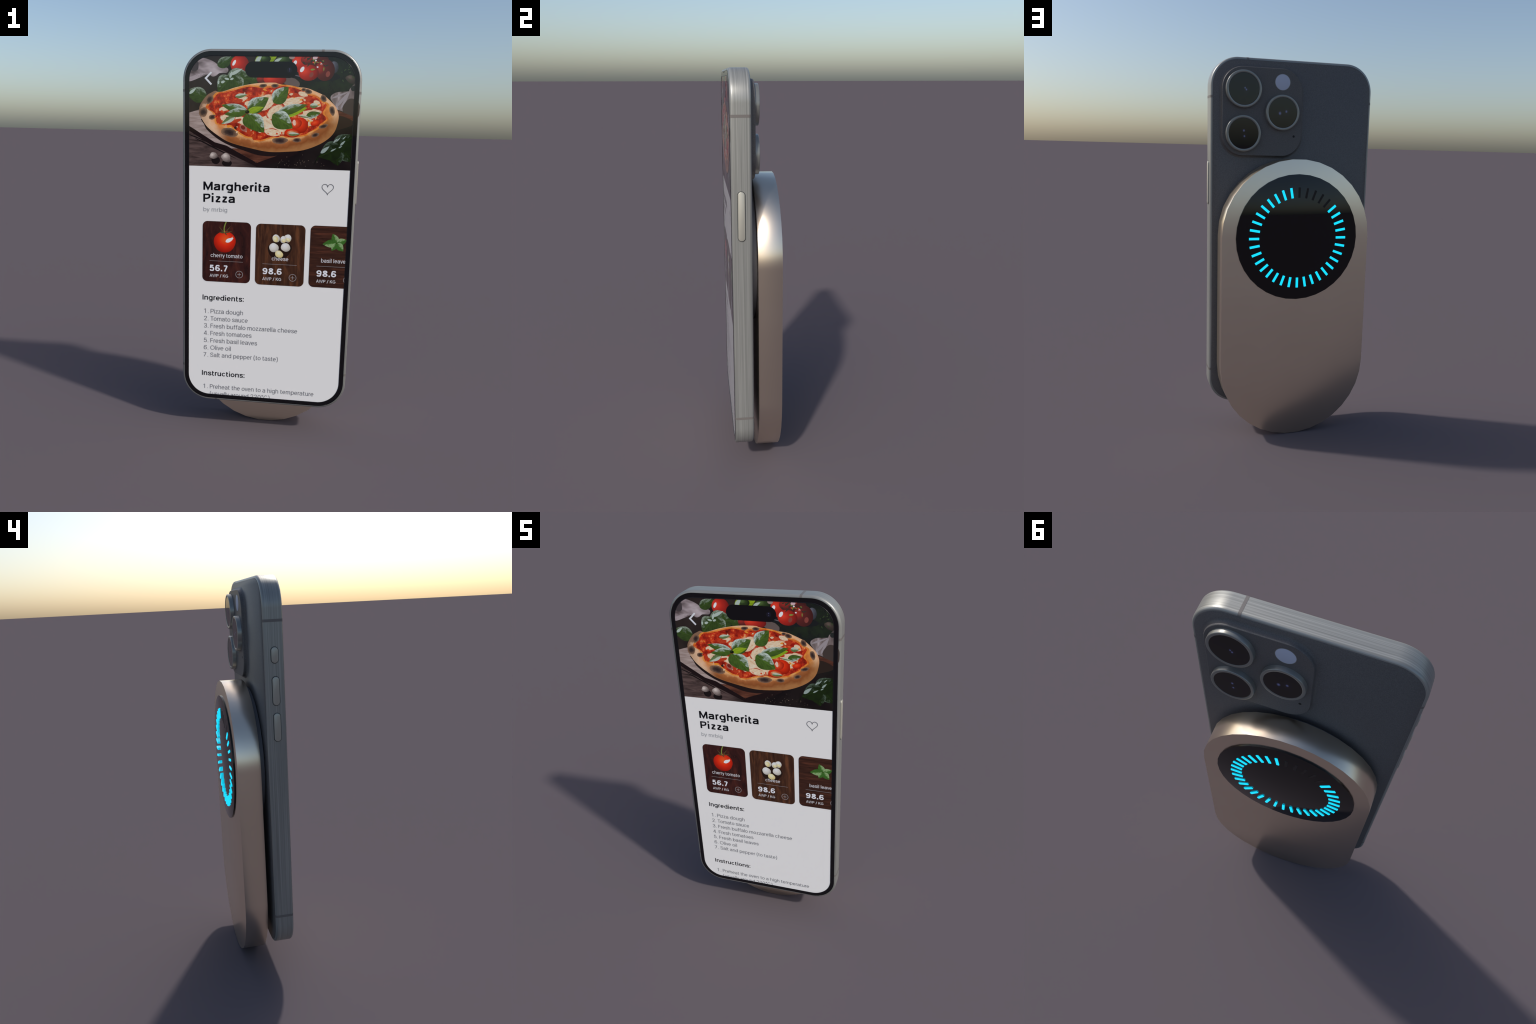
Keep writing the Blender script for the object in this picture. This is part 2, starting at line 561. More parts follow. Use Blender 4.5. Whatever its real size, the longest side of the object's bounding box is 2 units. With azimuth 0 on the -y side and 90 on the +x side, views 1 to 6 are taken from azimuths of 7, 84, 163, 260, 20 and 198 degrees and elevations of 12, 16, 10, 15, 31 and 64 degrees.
def photo_background():
    g = Graph("photo_background")
    x, _, z = g.xyz()
    wood = g.noise(9.0, g.mapping(scale=(1.2, 1, 9.0), rot=(0, math.radians(-28), 0)), 5.0, 0.6, 0.6)
    plank = g.ramp(wood, [(0.3, scr(42, 34, 32)), (0.55, scr(78, 63, 60)), (0.75, scr(94, 78, 74))])
    dark = g.ramp(g.noise(7.0, None, 4.0), [(0.35, scr(18, 15, 16)), (0.7, scr(34, 29, 27))])
    lower = g.mix(g.band(x, -0.20, -0.02), plank, dark)
    green = g.ramp(g.noise(16.0, None, 4.0, 0.6), [(0.40, scr(26, 29, 28)), (0.72, scr(34, 44, 29))])
    brown = g.ramp(g.noise(8.0, None, 4.0), [(0.35, scr(31, 27, 25)), (0.7, scr(50, 42, 39))])
    upper = g.mix(g.band(x, 0.02, 0.20), brown, green)
    return g.done(g.mix(g.band(z, 1.60, 1.70), lower, upper), GLASS_ROUGH)


def crust_material():
    g = Graph("baked_crust")
    x, _, z = g.xyz()
    ex = g.math("DIVIDE", g.math("SUBTRACT", x, -0.010), 0.347)
    ez = g.math("DIVIDE", g.math("SUBTRACT", z, 1.675), 0.167)
    e = g.math("SQRT", g.math("ADD", g.math("MULTIPLY", ex, ex), g.math("MULTIPLY", ez, ez)))
    w = g.math("MULTIPLY", g.math("SUBTRACT", g.noise(23.0, None, 4.0, 0.55), 0.5), 0.26)
    e2 = g.math("ADD", e, w)
    low = g.ramp(e2, [(0.50, scr(206, 112, 48)), (0.60, scr(208, 166, 120)), (0.68, scr(204, 152, 100)), (0.77, scr(150, 90, 50)), (0.88, scr(126, 73, 38)), (1.0, scr(152, 104, 62))])  # ramp carries the lit top ridge and darkened underside of the crust
    top = g.ramp(e2, [(0.78, scr(178, 92, 40)), (0.90, scr(206, 134, 66)), (0.98, scr(214, 172, 132)), (1.0, scr(206, 158, 118))])
    col = g.mix(g.band(g.math("ADD", z, g.math("MULTIPLY", x, -0.05)), 1.70, 1.62), top, low)
    left = g.ramp(e2, [(0.75, scr(208, 128, 66)), (0.85, scr(206, 170, 138)), (0.97, scr(176, 142, 114)), (1.0, scr(120, 92, 72))])
    col = g.mix(g.band(x, -0.20, -0.29), col, left)
    return g.done(col, GLASS_ROUGH)


BOARD = mottled("board_wood", [(0.3, scr(118, 100, 94)), (0.52, scr(151, 135, 129)), (0.72, scr(166, 150, 144))], 10.0, (1.0, 1, 9.0), math.radians(-28))
BOARD_WARM = mottled("board_wood_warm", [(0.3, scr(52, 28, 22)), (0.55, scr(84, 50, 38)), (0.8, scr(118, 74, 54))], 10.0, (1.0, 1, 7.0), math.radians(20))
CLOTH = mottled("linen_cloth", [(0.33, scr(76, 66, 66)), (0.5, scr(150, 138, 140)), (0.66, scr(188, 178, 182))], 9.0, (0.7, 1, 1.5), math.radians(30), 3.0)
BULB = mottled("garlic_bulb", [(0.30, scr(64, 56, 52)), (0.5, scr(120, 108, 106)), (0.68, scr(182, 172, 174))], 11.0, (2.4, 1, 0.7), math.radians(-35), 2.0)
FAR_DARK = screen_plain("far_shadow", 36, 40, 38)

PH = screen            # parent of everything drawn on the screen


def spline(points, per=5):
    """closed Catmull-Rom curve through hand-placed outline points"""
    n, out = len(points), []
    for i in range(n):
        p0, p1, p2, p3 = (Vector(points[(i + k) % n]) for k in (-1, 0, 1, 2))
        for s in range(per):
            t = s / per
            q = 0.5 * ((2 * p1) + (p2 - p0) * t + (2 * p0 - 5 * p1 + 4 * p2 - p3) * t * t + (3 * p1 - p0 - 3 * p2 + p3) * t ** 3)
            out.append((q.x, q.y))
    return out


def clip(points, x0=-0.4235, x1=0.4235, z1=1.981):
    r, out = 0.132, []
    for x, z in points:
        x, z = min(max(x, x0), x1), min(z, z1)
        dx, dz = abs(x) - (x1 - r), z - (z1 - r)
        if dx > 0 and dz > 0 and math.hypot(dx, dz) > r:
            k = r / math.hypot(dx, dz)
            x, z = math.copysign(x1 - r + dx * k, x), z1 - r + dz * k
        out.append((x, z))
    return out


def shape(name, pts, mat, layer, per=5, smooth=True):
    o = spline(pts, per) if smooth else pts
    o = clip(o)
    ob = flat(name, o, mat, PH, layer)
    bm = bmesh.new()
    bm.from_mesh(ob.data)
    bmesh.ops.triangulate(bm, faces=bm.faces)
    bm.to_mesh(ob.data)
    bm.free()
    return ob


UNIT = {}


def unit_blob(wobble=0.0, seed=0):
    key = (wobble, seed)
    if key not in UNIT:
        rnd = random.Random(seed)
        ph = [rnd.uniform(0, 6.28) for _ in range(4)]
        vs = []
        for i in range(44):
            a = 2 * math.pi * i / 44
            r = 1 + wobble * (math.sin(2 * a + ph[0]) + 0.7 * math.sin(3 * a + ph[1]) + 0.5 * math.sin(5 * a + ph[2]))
            vs.append((r * math.cos(a), 0, r * math.sin(a)))
        me = bpy.data.meshes.new("picture_blob")
        me.from_pydata(vs, [], [tuple(range(44))])
        if me.polygons[0].normal.y > 0:
            me.flip_normals()
        UNIT[key] = me
    return UNIT[key]


def unit_leaf():
    if "leaf" not in UNIT:
        up, dn, n = [], [], 16
        for i in range(n + 1):
            t = i / n
            w = 0.5 * (math.sin(math.pi * t ** 0.80) ** 0.85) * (1 - 0.25 * t) * 1.12 if 0 < t < 1 else 0
            up.append((t, 0, w))
            dn.append((t, 0, -w))
        vs = dn[:-1] + up[::-1][:-1] if False else dn + up[-2:0:-1]
        me = bpy.data.meshes.new("picture_leaf")
        me.from_pydata(vs, [], [tuple(range(len(vs)))])
        if me.polygons[0].normal.y > 0:
            me.flip_normals()
        UNIT["leaf"] = me
    return UNIT["leaf"]


def instance(name, me, mat, x, z, sx, sz, rot, layer):
    ob = bpy.data.objects.new(name, me.copy() if (me.materials and me.materials[0] != mat) else me)
    if not ob.data.materials:
        ob.data.materials.append(mat)
    elif ob.data.materials[0] != mat:
        ob.data.materials[0] = mat
    ob.location = (x, depth(layer), z)
    ob.rotation_euler = (0, -rot, 0)
    ob.scale = (sx, 1, sz)
    bpy.context.scene.collection.objects.link(ob)
    attach(ob, PH)
    return ob


CACHE = {}


def blob(name, x, z, rx, rz, deg, mat, layer, wobble=0.0, seed=0):
    key = (mat.name, wobble, seed)
    if key not in CACHE:
        CACHE[key] = unit_blob(wobble, seed).copy()
        CACHE[key].materials.clear()
        CACHE[key].materials.append(mat)
    return instance(name, CACHE[key], mat, x, z, rx, rz, math.radians(deg), layer)


def leaf(name, x0, z0, x1, z1, w, mat, layer, flip=False):
    key = (mat.name, "leaf")
    if key not in CACHE:
        CACHE[key] = unit_leaf().copy()
        CACHE[key].materials.clear()
        CACHE[key].materials.append(mat)
    L = math.hypot(x1 - x0, z1 - z0)
    return instance(name, CACHE[key], mat, x0, z0, L, w * (-1 if flip else 1), math.atan2(z1 - z0, x1 - x0), layer)


# ------------------------------------------------------------------ recipe photo
shape("recipe_photo", [(-0.4235, PHOTO_Z), (0.4235, PHOTO_Z)] + [(x, z) for x, z in outline_rect(0, 1.65, 0.4235, 0.331, 0.132, 16) if z > 1.7], photo_background(), 1, smooth=False)
# far row: cloth, basil, tomatoes, bowl
shape("linen_cloth", [(-0.3485, 1.9566), (-0.3042, 1.9462), (-0.2753, 1.932), (-0.256, 1.916), (-0.2177, 1.9091), (-0.2118, 1.8966), (-0.2212, 1.8856),
                      (-0.2556, 1.8834), (-0.2709, 1.8723), (-0.29, 1.8666), (-0.3133, 1.8773), (-0.3518, 1.8622), (-0.4081, 1.8432), (-0.4178, 1.8706),
                      (-0.4082, 1.9108), (-0.3812, 1.9473)], CLOTH, 2)
blob("cloth_fold", -0.385, 1.918, 0.024, 0.028, -30, screen_plain("cloth_shadow", 62, 56, 58), 3, 0.08, 3)
blob("cloth_fold", -0.372, 1.868, 0.045, 0.007, 18, CLOTH, 3, 0.05, 4)
LEAF_BACK = leaf_material("basil_leaf_far", scr(26, 36, 20), scr(58, 80, 34), scr(150, 164, 148), 0.20, 0.5)
leaf("basil_leaf", -0.266, 1.918, -0.186, 1.958, 0.052, LEAF_BACK, 2)
leaf("basil_leaf", -0.110, 1.850, -0.052, 1.858, 0.045, LEAF_BACK, 2)
blob("tomato", -0.1552, 1.926, 0.0457, 0.0437, 0, TOM, 2)
blob("tomato_shine", -0.1830, 1.9330, 0.0065, 0.0150, -28, SHINE, 3)
leaf("basil_leaf", -0.222, 1.850, -0.086, 1.862, 0.108, LEAF_BACK, 4)
leaf("basil_leaf", -0.186, 1.866, -0.150, 1.795, 0.080, LEAF_BACK, 4)
leaf("basil_leaf", -0.196, 1.866, -0.262, 1.792, 0.092, LEAF_BACK, 4.5, True)
leaf("basil_leaf", -0.318, 1.768, -0.428, 1.794, 0.076, LEAF_BACK, 2, True)
leaf("leaf_sheen", -0.200, 1.876, -0.141, 1.906, 0.016, SHEEN, 5)
leaf("leaf_sheen", -0.203, 1.861, -0.193, 1.895, 0.012, SHEEN, 5)
for a in ((-0.238, 1.842, 0.010, 0.006, 20), (-0.218, 1.857, 0.012, 0.005, -10), (-0.193, 1.857, 0.009, 0.005, 20), (-0.260, 1.840, 0.005, 0.009, 0)):
    blob("leaf_sheen", *a, SHEEN, 6)
leaf("leaf_sheen", -0.232, 1.944, -0.198, 1.964, 0.010, screen_plain("leaf_sheen_dim", 96, 112, 92), 3)
leaf("leaf_sheen", -0.408, 1.783, -0.372, 1.811, 0.014, SHEEN, 3)
leaf("basil_leaf", -0.082, 1.930, 0.026, 1.964, 0.070, LEAF_LIME, 2)
blob("basil_leaf", -0.030, 1.952, 0.026, 0.020, 10, LEAF_FAR, 3, 0.05, 9)
leaf("leaf_sheen", -0.077, 1.934, -0.046, 1.972, 0.020, SHEEN, 3)
blob("basil_leaf", 0.062, 1.946, 0.044, 0.021, 8, LEAF_FAR, 2, 0.05, 10)
leaf("leaf_sheen", 0.014, 1.938, 0.052, 1.958, 0.014, SHEEN, 3)
blob("tomato", -0.0003, 1.8593, 0.069, 0.0284, 0, TOM, 2)
blob("tomato", -0.030, 1.8580, 0.040, 0.026, 0, TOM_DARK, 3)
blob("tomato", 0.020, 1.8580, 0.056, 0.029, 0, TOM, 4)
blob("cloth_patch", 0.100, 1.846, 0.044, 0.022, -14, screen_plain("taupe_cloth", 92, 80, 76), 2, 0.06, 11)
blob("bowl", 0.204, 1.8779, 0.132, 0.0264, -3, screen_plain("dark_bowl", 26, 29, 30), 2)
blob("bowl_rim", 0.160, 1.8690, 0.052, 0.0030, -12, screen_plain("bowl_rim", 92, 84, 90), 3)
blob("onion", 0.3032, 1.9162, 0.0223, 0.0284, 0, food("onion_skin", scr(44, 46, 50), scr(70, 72, 80), scr(104, 104, 116), 2.0), 2)
blob("tomato", 0.148, 1.9377, 0.0467, 0.0487, 0, TOM, 3)
blob("tomato", 0.2101, 1.9506, 0.067, 0.0345, 0, TOM_DARK, 3)
blob("tomato", 0.2617, 1.9034, 0.0467, 0.0508, 0, TOM_DARK, 4)
blob("tomato", 0.1831, 1.8902, 0.0487, 0.0376, 0, TOM, 5)
for a in ((0.1160, 1.9360, 0.008, 0.0115, -25), (0.1515, 1.9055, 0.0085, 0.0145, -32)):
    blob("tomato_shine", *a, SHINE, 6)
for a in ((0.197, 1.881, 0.009, 0.013, -25), (0.276, 1.885, 0.010, 0.014, -15)):
    blob("tomato_shine", *a, screen_plain("tomato_soft_shine", 122, 62, 54), 6)
rnd = random.Random(4)
for k in range(26):
    x, z = rnd.gauss(0.212, 0.030), rnd.gauss(1.936, 0.016)
    leaf("vine_stem", x, z, x + rnd.uniform(-0.026, 0.026), z + rnd.uniform(-0.020, 0.012), rnd.uniform(0.004, 0.009),
         STEMD if k % 5 else STEMG, 7 + (k % 5 == 0))
for k in range(9):
    blob("vine_gap", rnd.gauss(0.215, 0.024), rnd.gauss(1.938, 0.013), 0.0045, 0.0035, 0,
         (SHINE, screen_plain("gap_red", 190, 72, 50), screen_plain("gap_red_dim", 150, 60, 46))[k % 3 if k else 0], 8)
blob("tomato_shine", 0.212, 1.960, 0.012, 0.008, 10, screen_plain("tomato_pale_shine", 190, 160, 162), 8)
blob("garlic_clove", 0.100, 1.962, 0.014, 0.010, 0, screen_plain("blurred_garlic", 140, 122, 116), 3)
blob("wood_block", 0.388, 1.8615, 0.0264, 0.0183, -20, food("wood_block", scr(44, 40, 36), scr(64, 56, 50), scr(92, 80, 72), 2.0), 2, 0.08, 12)
for k in range(14):
    x, z = rnd.uniform(0.33, 0.40), rnd.uniform(1.86, 1.955)
    leaf("herb_sprig", x, z, x + rnd.uniform(-0.012, 0.012), z + rnd.uniform(-0.012, 0.012), 0.005, screen_plain("herb_green", 52, 66, 40) if k == 0 else bpy.data.materials["herb_green"], 2)
shape("garlic_bulb", [(0.2936, 1.7736), (0.3003, 1.7881), (0.3236, 1.801), (0.36, 1.8045), (0.38, 1.8072), (0.3849, 1.818), (0.4072, 1.8432), (0.4217, 1.8451),
                      (0.4244, 1.7093), (0.3333, 1.7183), (0.3176, 1.7361), (0.3018, 1.7575)], BULB, 3)
for a in ((0.322, 1.730, 0.384, 1.806, 0.014), (0.345, 1.722, 0.386, 1.806, 0.012), (0.300, 1.772, 0.380, 1.804, 0.010)):
    leaf("garlic_fold", *a, screen_plain("garlic_fold", 140, 132, 134) if "garlic_fold" not in bpy.data.materials else bpy.data.materials["garlic_fold"], 4)
blob("garlic_shadow", 0.398, 1.722, 0.042, 0.050, 20, screen_plain("garlic_shadow", 62, 54, 50), 4, 0.05, 2)
blob("garlic_shadow", 0.402, 1.820, 0.013, 0.012, 40, FAR_DARK, 4)
# board and pizza
shape("serving_board", [(0.31, 1.7215), (0.3328, 1.7159), (0.4061, 1.6889), (0.4183, 1.6842), (0.4197, 1.6606), (0.406, 1.6554), (0.3689, 1.6388), (0.31, 1.6506)], BOARD_WARM, 4, smooth=False)
shape("board_shadow", [(0.31, 1.668), (0.345, 1.690), (0.405, 1.668), (0.410, 1.651), (0.3689, 1.632), (0.31, 1.62)], screen_plain("board_shade", 42, 33, 28), 5)
shape("board_edge", [(-0.4166, 1.6304), (-0.408, 1.6265), (-0.2751, 1.5476), (-0.2367, 1.5384), (-0.2154, 1.5328), (-0.0575, 1.4507), (-0.0388, 1.4595), (0.0319, 1.4852),
                     (0.0684, 1.5077), (0.1508, 1.5181), (0.1411, 1.5015), (0.08, 1.4712), (0.0286, 1.4512), (-0.0549, 1.4301), (-0.2363, 1.5095),
                     (-0.2791, 1.5249), (-0.4079, 1.6019), (-0.4165, 1.6058)], screen_plain("board_dark_edge", 27, 19, 19), 2, smooth=False)
shape("serving_board", [(-0.4166, 1.6885), (-0.3571, 1.7069), (-0.2385, 1.6789), (0.0301, 1.5433), (0.0318, 1.4862), (-0.0388, 1.4595), (-0.0575, 1.4507), (-0.2154, 1.5328),
                        (-0.2367, 1.5384), (-0.2751, 1.5476), (-0.408, 1.6265), (-0.4166, 1.6314)], BOARD, 3, smooth=False)
shape("serving_board", [(-0.125, 1.520), (-0.02, 1.520), (0.10, 1.515), (0.0318, 1.4862), (-0.0388, 1.4595), (-0.0575, 1.4507), (-0.19, 1.520)], BOARD_WARM, 4, smooth=False)
shape("board_shadow", [(-0.335, 1.660), (-0.3300, 1.634), (-0.314, 1.607), (-0.262, 1.566), (-0.200, 1.5345), (-0.130, 1.512), (-0.055, 1.4905), (0.02, 1.486),
                       (0.06, 1.497), (0.12, 1.512), (0.05, 1.54), (-0.15, 1.56)], screen_plain("pizza_shadow", 30, 22, 21), 5)
leaf("plank_gap", -0.420, 1.588, -0.300, 1.545, 0.006, SHADE, 2)
leaf("plank_gap", -0.385, 1.570, -0.150, 1.462, 0.007, SHADE, 2)
shape("pizza_crust", [(-0.3568, 1.709), (-0.3491, 1.7352), (-0.3202, 1.7746), (-0.2932, 1.7916), (-0.2758, 1.7992), (-0.2584, 1.7939), (-0.2257, 1.7999), (-0.1742, 1.8171),
                      (-0.0925, 1.8346), (-0.0359, 1.8408), (0.021, 1.8416), (0.0398, 1.8364), (0.1095, 1.8248), (0.175, 1.8185), (0.2126, 1.8065), (0.2636, 1.7839),
                      (0.2982, 1.7556), (0.3235, 1.729), (0.3369, 1.6944), (0.3356, 1.6608), (0.3218, 1.6149), (0.2912, 1.5782), (0.2418, 1.5468),
                      (0.1713, 1.5207), (0.0994, 1.5116), (0.006, 1.5076), (-0.078, 1.52), (-0.1945, 1.5477), (-0.2585, 1.5809), (-0.312, 1.6205), (-0.3398, 1.6565),
                      (-0.3527, 1.6806)], crust_material(), 6)
SAUCE_OUTLINE = [(-0.3101, 1.7266), (-0.2832, 1.7622), (-0.2622, 1.7847), (-0.2256, 1.7908), (-0.1778, 1.8043), (-0.1018, 1.8218), (-0.0448, 1.8158), (0.0216, 1.8207),
                       (0.0533, 1.8258), (0.0946, 1.8228), (0.1323, 1.8143), (0.1569, 1.8038), (0.1856, 1.7862), (0.2232, 1.776), (0.2519, 1.7548), (0.2767, 1.7408),
                       (0.2592, 1.7027), (0.2721, 1.6852), (0.2767, 1.6714), (0.2515, 1.6491), (0.2321, 1.6288), (0.1944, 1.6079), (0.1683, 1.5952), (0.0865, 1.5862),
                       (0.0658, 1.5887), (0.004, 1.5792), (-0.027, 1.5693), (-0.0686, 1.5631), (-0.0794, 1.5781), (-0.1151, 1.5823), (-0.1681, 1.6116), (-0.1894, 1.6293),
                       (-0.2444, 1.6383), (-0.2655, 1.6439), (-0.2723, 1.6782), (-0.2809, 1.6942), (-0.3106, 1.7138)]
shape("tomato_sauce", SAUCE_OUTLINE, SAUCE, 7, per=6)
shape("oily_rim", [(-0.012 + (x + 0.012) * 1.035, 1.70 + (z - 1.70) * 1.06) for x, z in SAUCE_OUTLINE],
      mottled("oily_rim", [(0.35, scr(186, 84, 30)), (0.55, scr(206, 128, 52)), (0.7, scr(206, 152, 92))], 30.0), 6.5, per=6)
for k, (x, z, rx, rz, d) in enumerate(((0.012, 1.640, 0.088, 0.045, -18), (-0.030, 1.745, 0.060, 0.038, 25), (0.110, 1.755, 0.070, 0.020, 10), (0.030, 1.700, 0.050, 0.035, 30),
                                       (-0.200, 1.668, 0.055, 0.022, 0), (0.195, 1.700, 0.062, 0.016, 8), (0.180, 1.660, 0.050, 0.020, -15), (0.015, 1.603, 0.045, 0.018, -8),
                                       (-0.130, 1.655, 0.050, 0.020, -20), (0.160, 1.790, 0.026, 0.012, -15), (0.230, 1.745, 0.022, 0.016, -30), (-0.225, 1.715, 0.035, 0.012, 15),
                                       (-0.140, 1.760, 0.030, 0.012, 20), (-0.1, 1.74, 0.03, 0.015, 0), (0.045, 1.79, 0.026, 0.010, 10))):
    blob("melted_cheese", x, z, rx, rz, d, CHEESE, 8, 0.10, 20 + k)
TS = screen_plain("tomato_strip", 196, 58, 26)
TS2 = screen_plain("tomato_strip_deep", 140, 26, 18)
OIL = screen_plain("oily_orange", 216, 132, 44)
rnd = random.Random(12)
for k in range(70):
    a = rnd.uniform(0, 6.283)
    e = rnd.uniform(0.80, 0.98)
    x, z = -0.018 + 0.272 * e * math.cos(a), 1.700 + 0.115 * e * math.sin(a)
    leaf("tomato_strip", x, z, x + rnd.uniform(-0.03, 0.03), z + rnd.uniform(-0.012, 0.012), rnd.uniform(0.006, 0.012), (TS, TS2, OIL, CHEESE_BIT)[k % 4], 8 + k % 2)
for a in ((0.150, 1.700, 0.015, 0.008, 20), (-0.170, 1.655, 0.030, 0.008, 20), (-0.060, 1.690, 0.028, 0.010, -5), (-0.160, 1.752, 0.024, 0.010, 10), (0.115, 1.785, 0.026, 0.011, 0),
          (0.180, 1.765, 0.022, 0.012, 20), (-0.115, 1.610, 0.036, 0.013, -28), (-0.075, 1.580, 0.010, 0.016, -20), (-0.255, 1.655, 0.012, 0.018, 30), (0.060, 1.715, 0.02, 0.006, 40)):
    blob("sauce_patch", *a, SAUCE, 8, 0.08, 40)
CH = screen_plain("char_core", 44, 34, 34)
for a in ((-0.3045, 1.7564, 0.0152, 0.0223, -30), (-0.0374, 1.8263, 0.0183, 0.0081, 5), (-0.3358, 1.6951, 0.022, 0.0198, 35), (-0.2891, 1.6718, 0.0176, 0.011, 20),
          (-0.2016, 1.5986, 0.0374, 0.0209, -12), (0.0542, 1.5642, 0.0352, 0.0154, 0), (0.1386, 1.5684, 0.0198, 0.0099, 0), (0.2275, 1.5957, 0.0176, 0.0099, 20),
          (0.2661, 1.6385, 0.0209, 0.0092, 15), (0.3049, 1.7134, 0.0121, 0.0209, 20), (0.0213, 1.8271, 0.0173, 0.0085, 0), (0.1849, 1.8025, 0.0173, 0.0102, -20),
          (0.2605, 1.7712, 0.0122, 0.0173, 40), (0.1622, 1.8111, 0.0102, 0.0071, 0)):
    blob("char_spot", a[0], a[1], a[2] * 1.08, a[3] * 1.08, a[4], CHAR, 7, 0.07, 50 + int(a[0] * 100) % 7)
# tomato pieces on the pizza
blob("tomato", 0.1502, 1.6409, 0.0407, 0.0385, 0, TOM_FRESH, 9)
blob("tomato_cut", 0.1330, 1.6480, 0.0260, 0.0240, 30, food("tomato_flesh", scr(150, 28, 16), scr(196, 60, 30), scr(214, 120, 80), 3.0, -0.2, 0.2, 1.2, 0.3), 9.5, 0.04, 3)
blob("tomato_shine", 0.1220, 1.6530, 0.0085, 0.0130, 0, screen_plain("flesh_shine", 214, 176, 158), 10, 0.12, 5)
blob("tomato", 0.1127, 1.602, 0.0385, 0.0209, 0, TOM_FRESH, 8.5)
blob("tomato_cut", 0.1160, 1.600, 0.0300, 0.0150, 0, food("tomato_core", scr(170, 60, 30), scr(178, 90, 54), scr(206, 160, 120), 3.0), 9)
blob("tomato", 0.227, 1.6525, 0.0253, 0.0143, 15, TOM_FRESH, 9)
blob("onion_ring", -0.131, 1.6210, 0.020, 0.014, -35, screen_plain("onion_ring", 150, 92, 80), 9)
blob("onion_ring", -0.133, 1.6240, 0.012, 0.009, -35, screen_plain("onion_core", 108, 36, 28), 9.5)
blob("olive", -0.172, 1.622, 0.006, 0.006, 0, screen_plain("olive", 40, 30, 30), 9.5)
# basil on the pizza
for n, (a, mat, ly, fl) in enumerate((
        ((-0.1106, 1.7025, -0.2441, 1.7315, 0.046), LEAF, 9, True), ((-0.1107, 1.7062, -0.0075, 1.7704, 0.076), LEAF, 9, False),
        ((-0.1135, 1.7034, -0.2281, 1.6861, 0.044), LEAF, 9.5, True), ((-0.1134, 1.6994, -0.0312, 1.7249, 0.030), LEAF_LIME, 9.5, False),
        ((-0.1174, 1.6913, -0.0739, 1.6097, 0.072), LEAF, 9, False), ((-0.1006, 1.6857, -0.0268, 1.6017, 0.082), LEAF, 10, False),
        ((-0.1735, 1.6782, -0.2433, 1.6383, 0.030), LEAF_PALE, 9, False), ((-0.1753, 1.7732, -0.1143, 1.7833, 0.022), LEAF_PALE, 9, False),
        ((0.0162, 1.7462, 0.0881, 1.8236, 0.074), LEAF, 9, False), ((0.0478, 1.6920, 0.1835, 1.7250, 0.050), LEAF_LIME, 9, True),
        ((0.0397, 1.6990, 0.1849, 1.7400, 0.046), LEAF, 9.5, False), ((0.0131, 1.6899, 0.1155, 1.6265, 0.090), LEAF, 10.3, False),
        ((0.179, 1.6843, 0.2501, 1.7025, 0.034), LEAF, 9, True), ((0.1951, 1.7357, 0.2388, 1.7365, 0.024), LEAF_PALE, 8.7, False),
        ((0.0943, 1.5975, 0.1528, 1.5979, 0.018), LEAF_PALE, 10, False), ((0.1484, 1.6866, 0.1975, 1.6797, 0.011), LEAF_PALE, 9, False),
        ((0.012, 1.659, 0.026, 1.658, 0.005), LEAF, 9, False))):
    leaf("basil_leaf", *a, mat, ly, fl)
blob("stem_end", -0.1130, 1.7010, 0.011, 0.008, 0, LEAF_LOW, 10.5)
# front of the table
for a in ((-0.2699, 1.4589, 0.022, 0.0198, 0), (-0.212, 1.446, 0.0253, 0.0176, 0)):
    blob("clove_shadow", *a, SHADE, 3)
for a in ((-0.2808, 1.4814, 0.0209, 0.0165, 20), (-0.2167, 1.4729, 0.0253, 0.0209, -10)):
    blob("garlic_clove", *a, GARLIC, 5.5, 0.10, 33)
LEAF_NEAR = leaf_material("basil_leaf_near", scr(12, 17, 10), scr(30, 46, 17), scr(92, 108, 94), 0.20, 0.38)
for a, ly, fl in (((0.348, 1.546, 0.418, 1.470, 0.085), 3, True), ((0.322, 1.532, 0.424, 1.598, 0.088), 4, False), ((0.356, 1.541, 0.250, 1.490, 0.096), 5, True),
                  ((0.330, 1.520, 0.345, 1.450, 0.075), 4.5, False)):
    leaf("basil_leaf", *a, LEAF_NEAR, ly, fl)
for a in ((0.258, 1.508, 0.300, 1.543, 0.018), (0.306, 1.518, 0.334, 1.534, 0.007), (0.318, 1.560, 0.338, 1.582, 0.008), (0.332, 1.566, 0.352, 1.588, 0.006),
          (0.352, 1.548, 0.376, 1.572, 0.010), (0.362, 1.578, 0.378, 1.594, 0.005), (0.345, 1.536, 0.362, 1.546, 0.006)):
    leaf("leaf_sheen", *a, screen_plain("leaf_cool_sheen", 134, 148, 142) if "leaf_cool_sheen" not in bpy.data.materials else bpy.data.materials["leaf_cool_sheen"], 6)
leaf("basil_stem", 0.252, 1.500, 0.224, 1.445, 0.006, LEAF_LOW, 3)
rnd = random.Random(3)
CR = screen_plain("crumb", 96, 84, 72)
for k in range(38):
    x, z = rnd.gauss(0.150, 0.06), rnd.gauss(1.455, 0.013)
    if z > PHOTO_Z + 0.003:
        s = rnd.uniform(0.0008, 0.0022)
        blob("crumb", x, z, s, s * 0.8, 0, CR, 3)
# back arrow
CHV = screen_plain("icon_pale", 196, 198, 202)


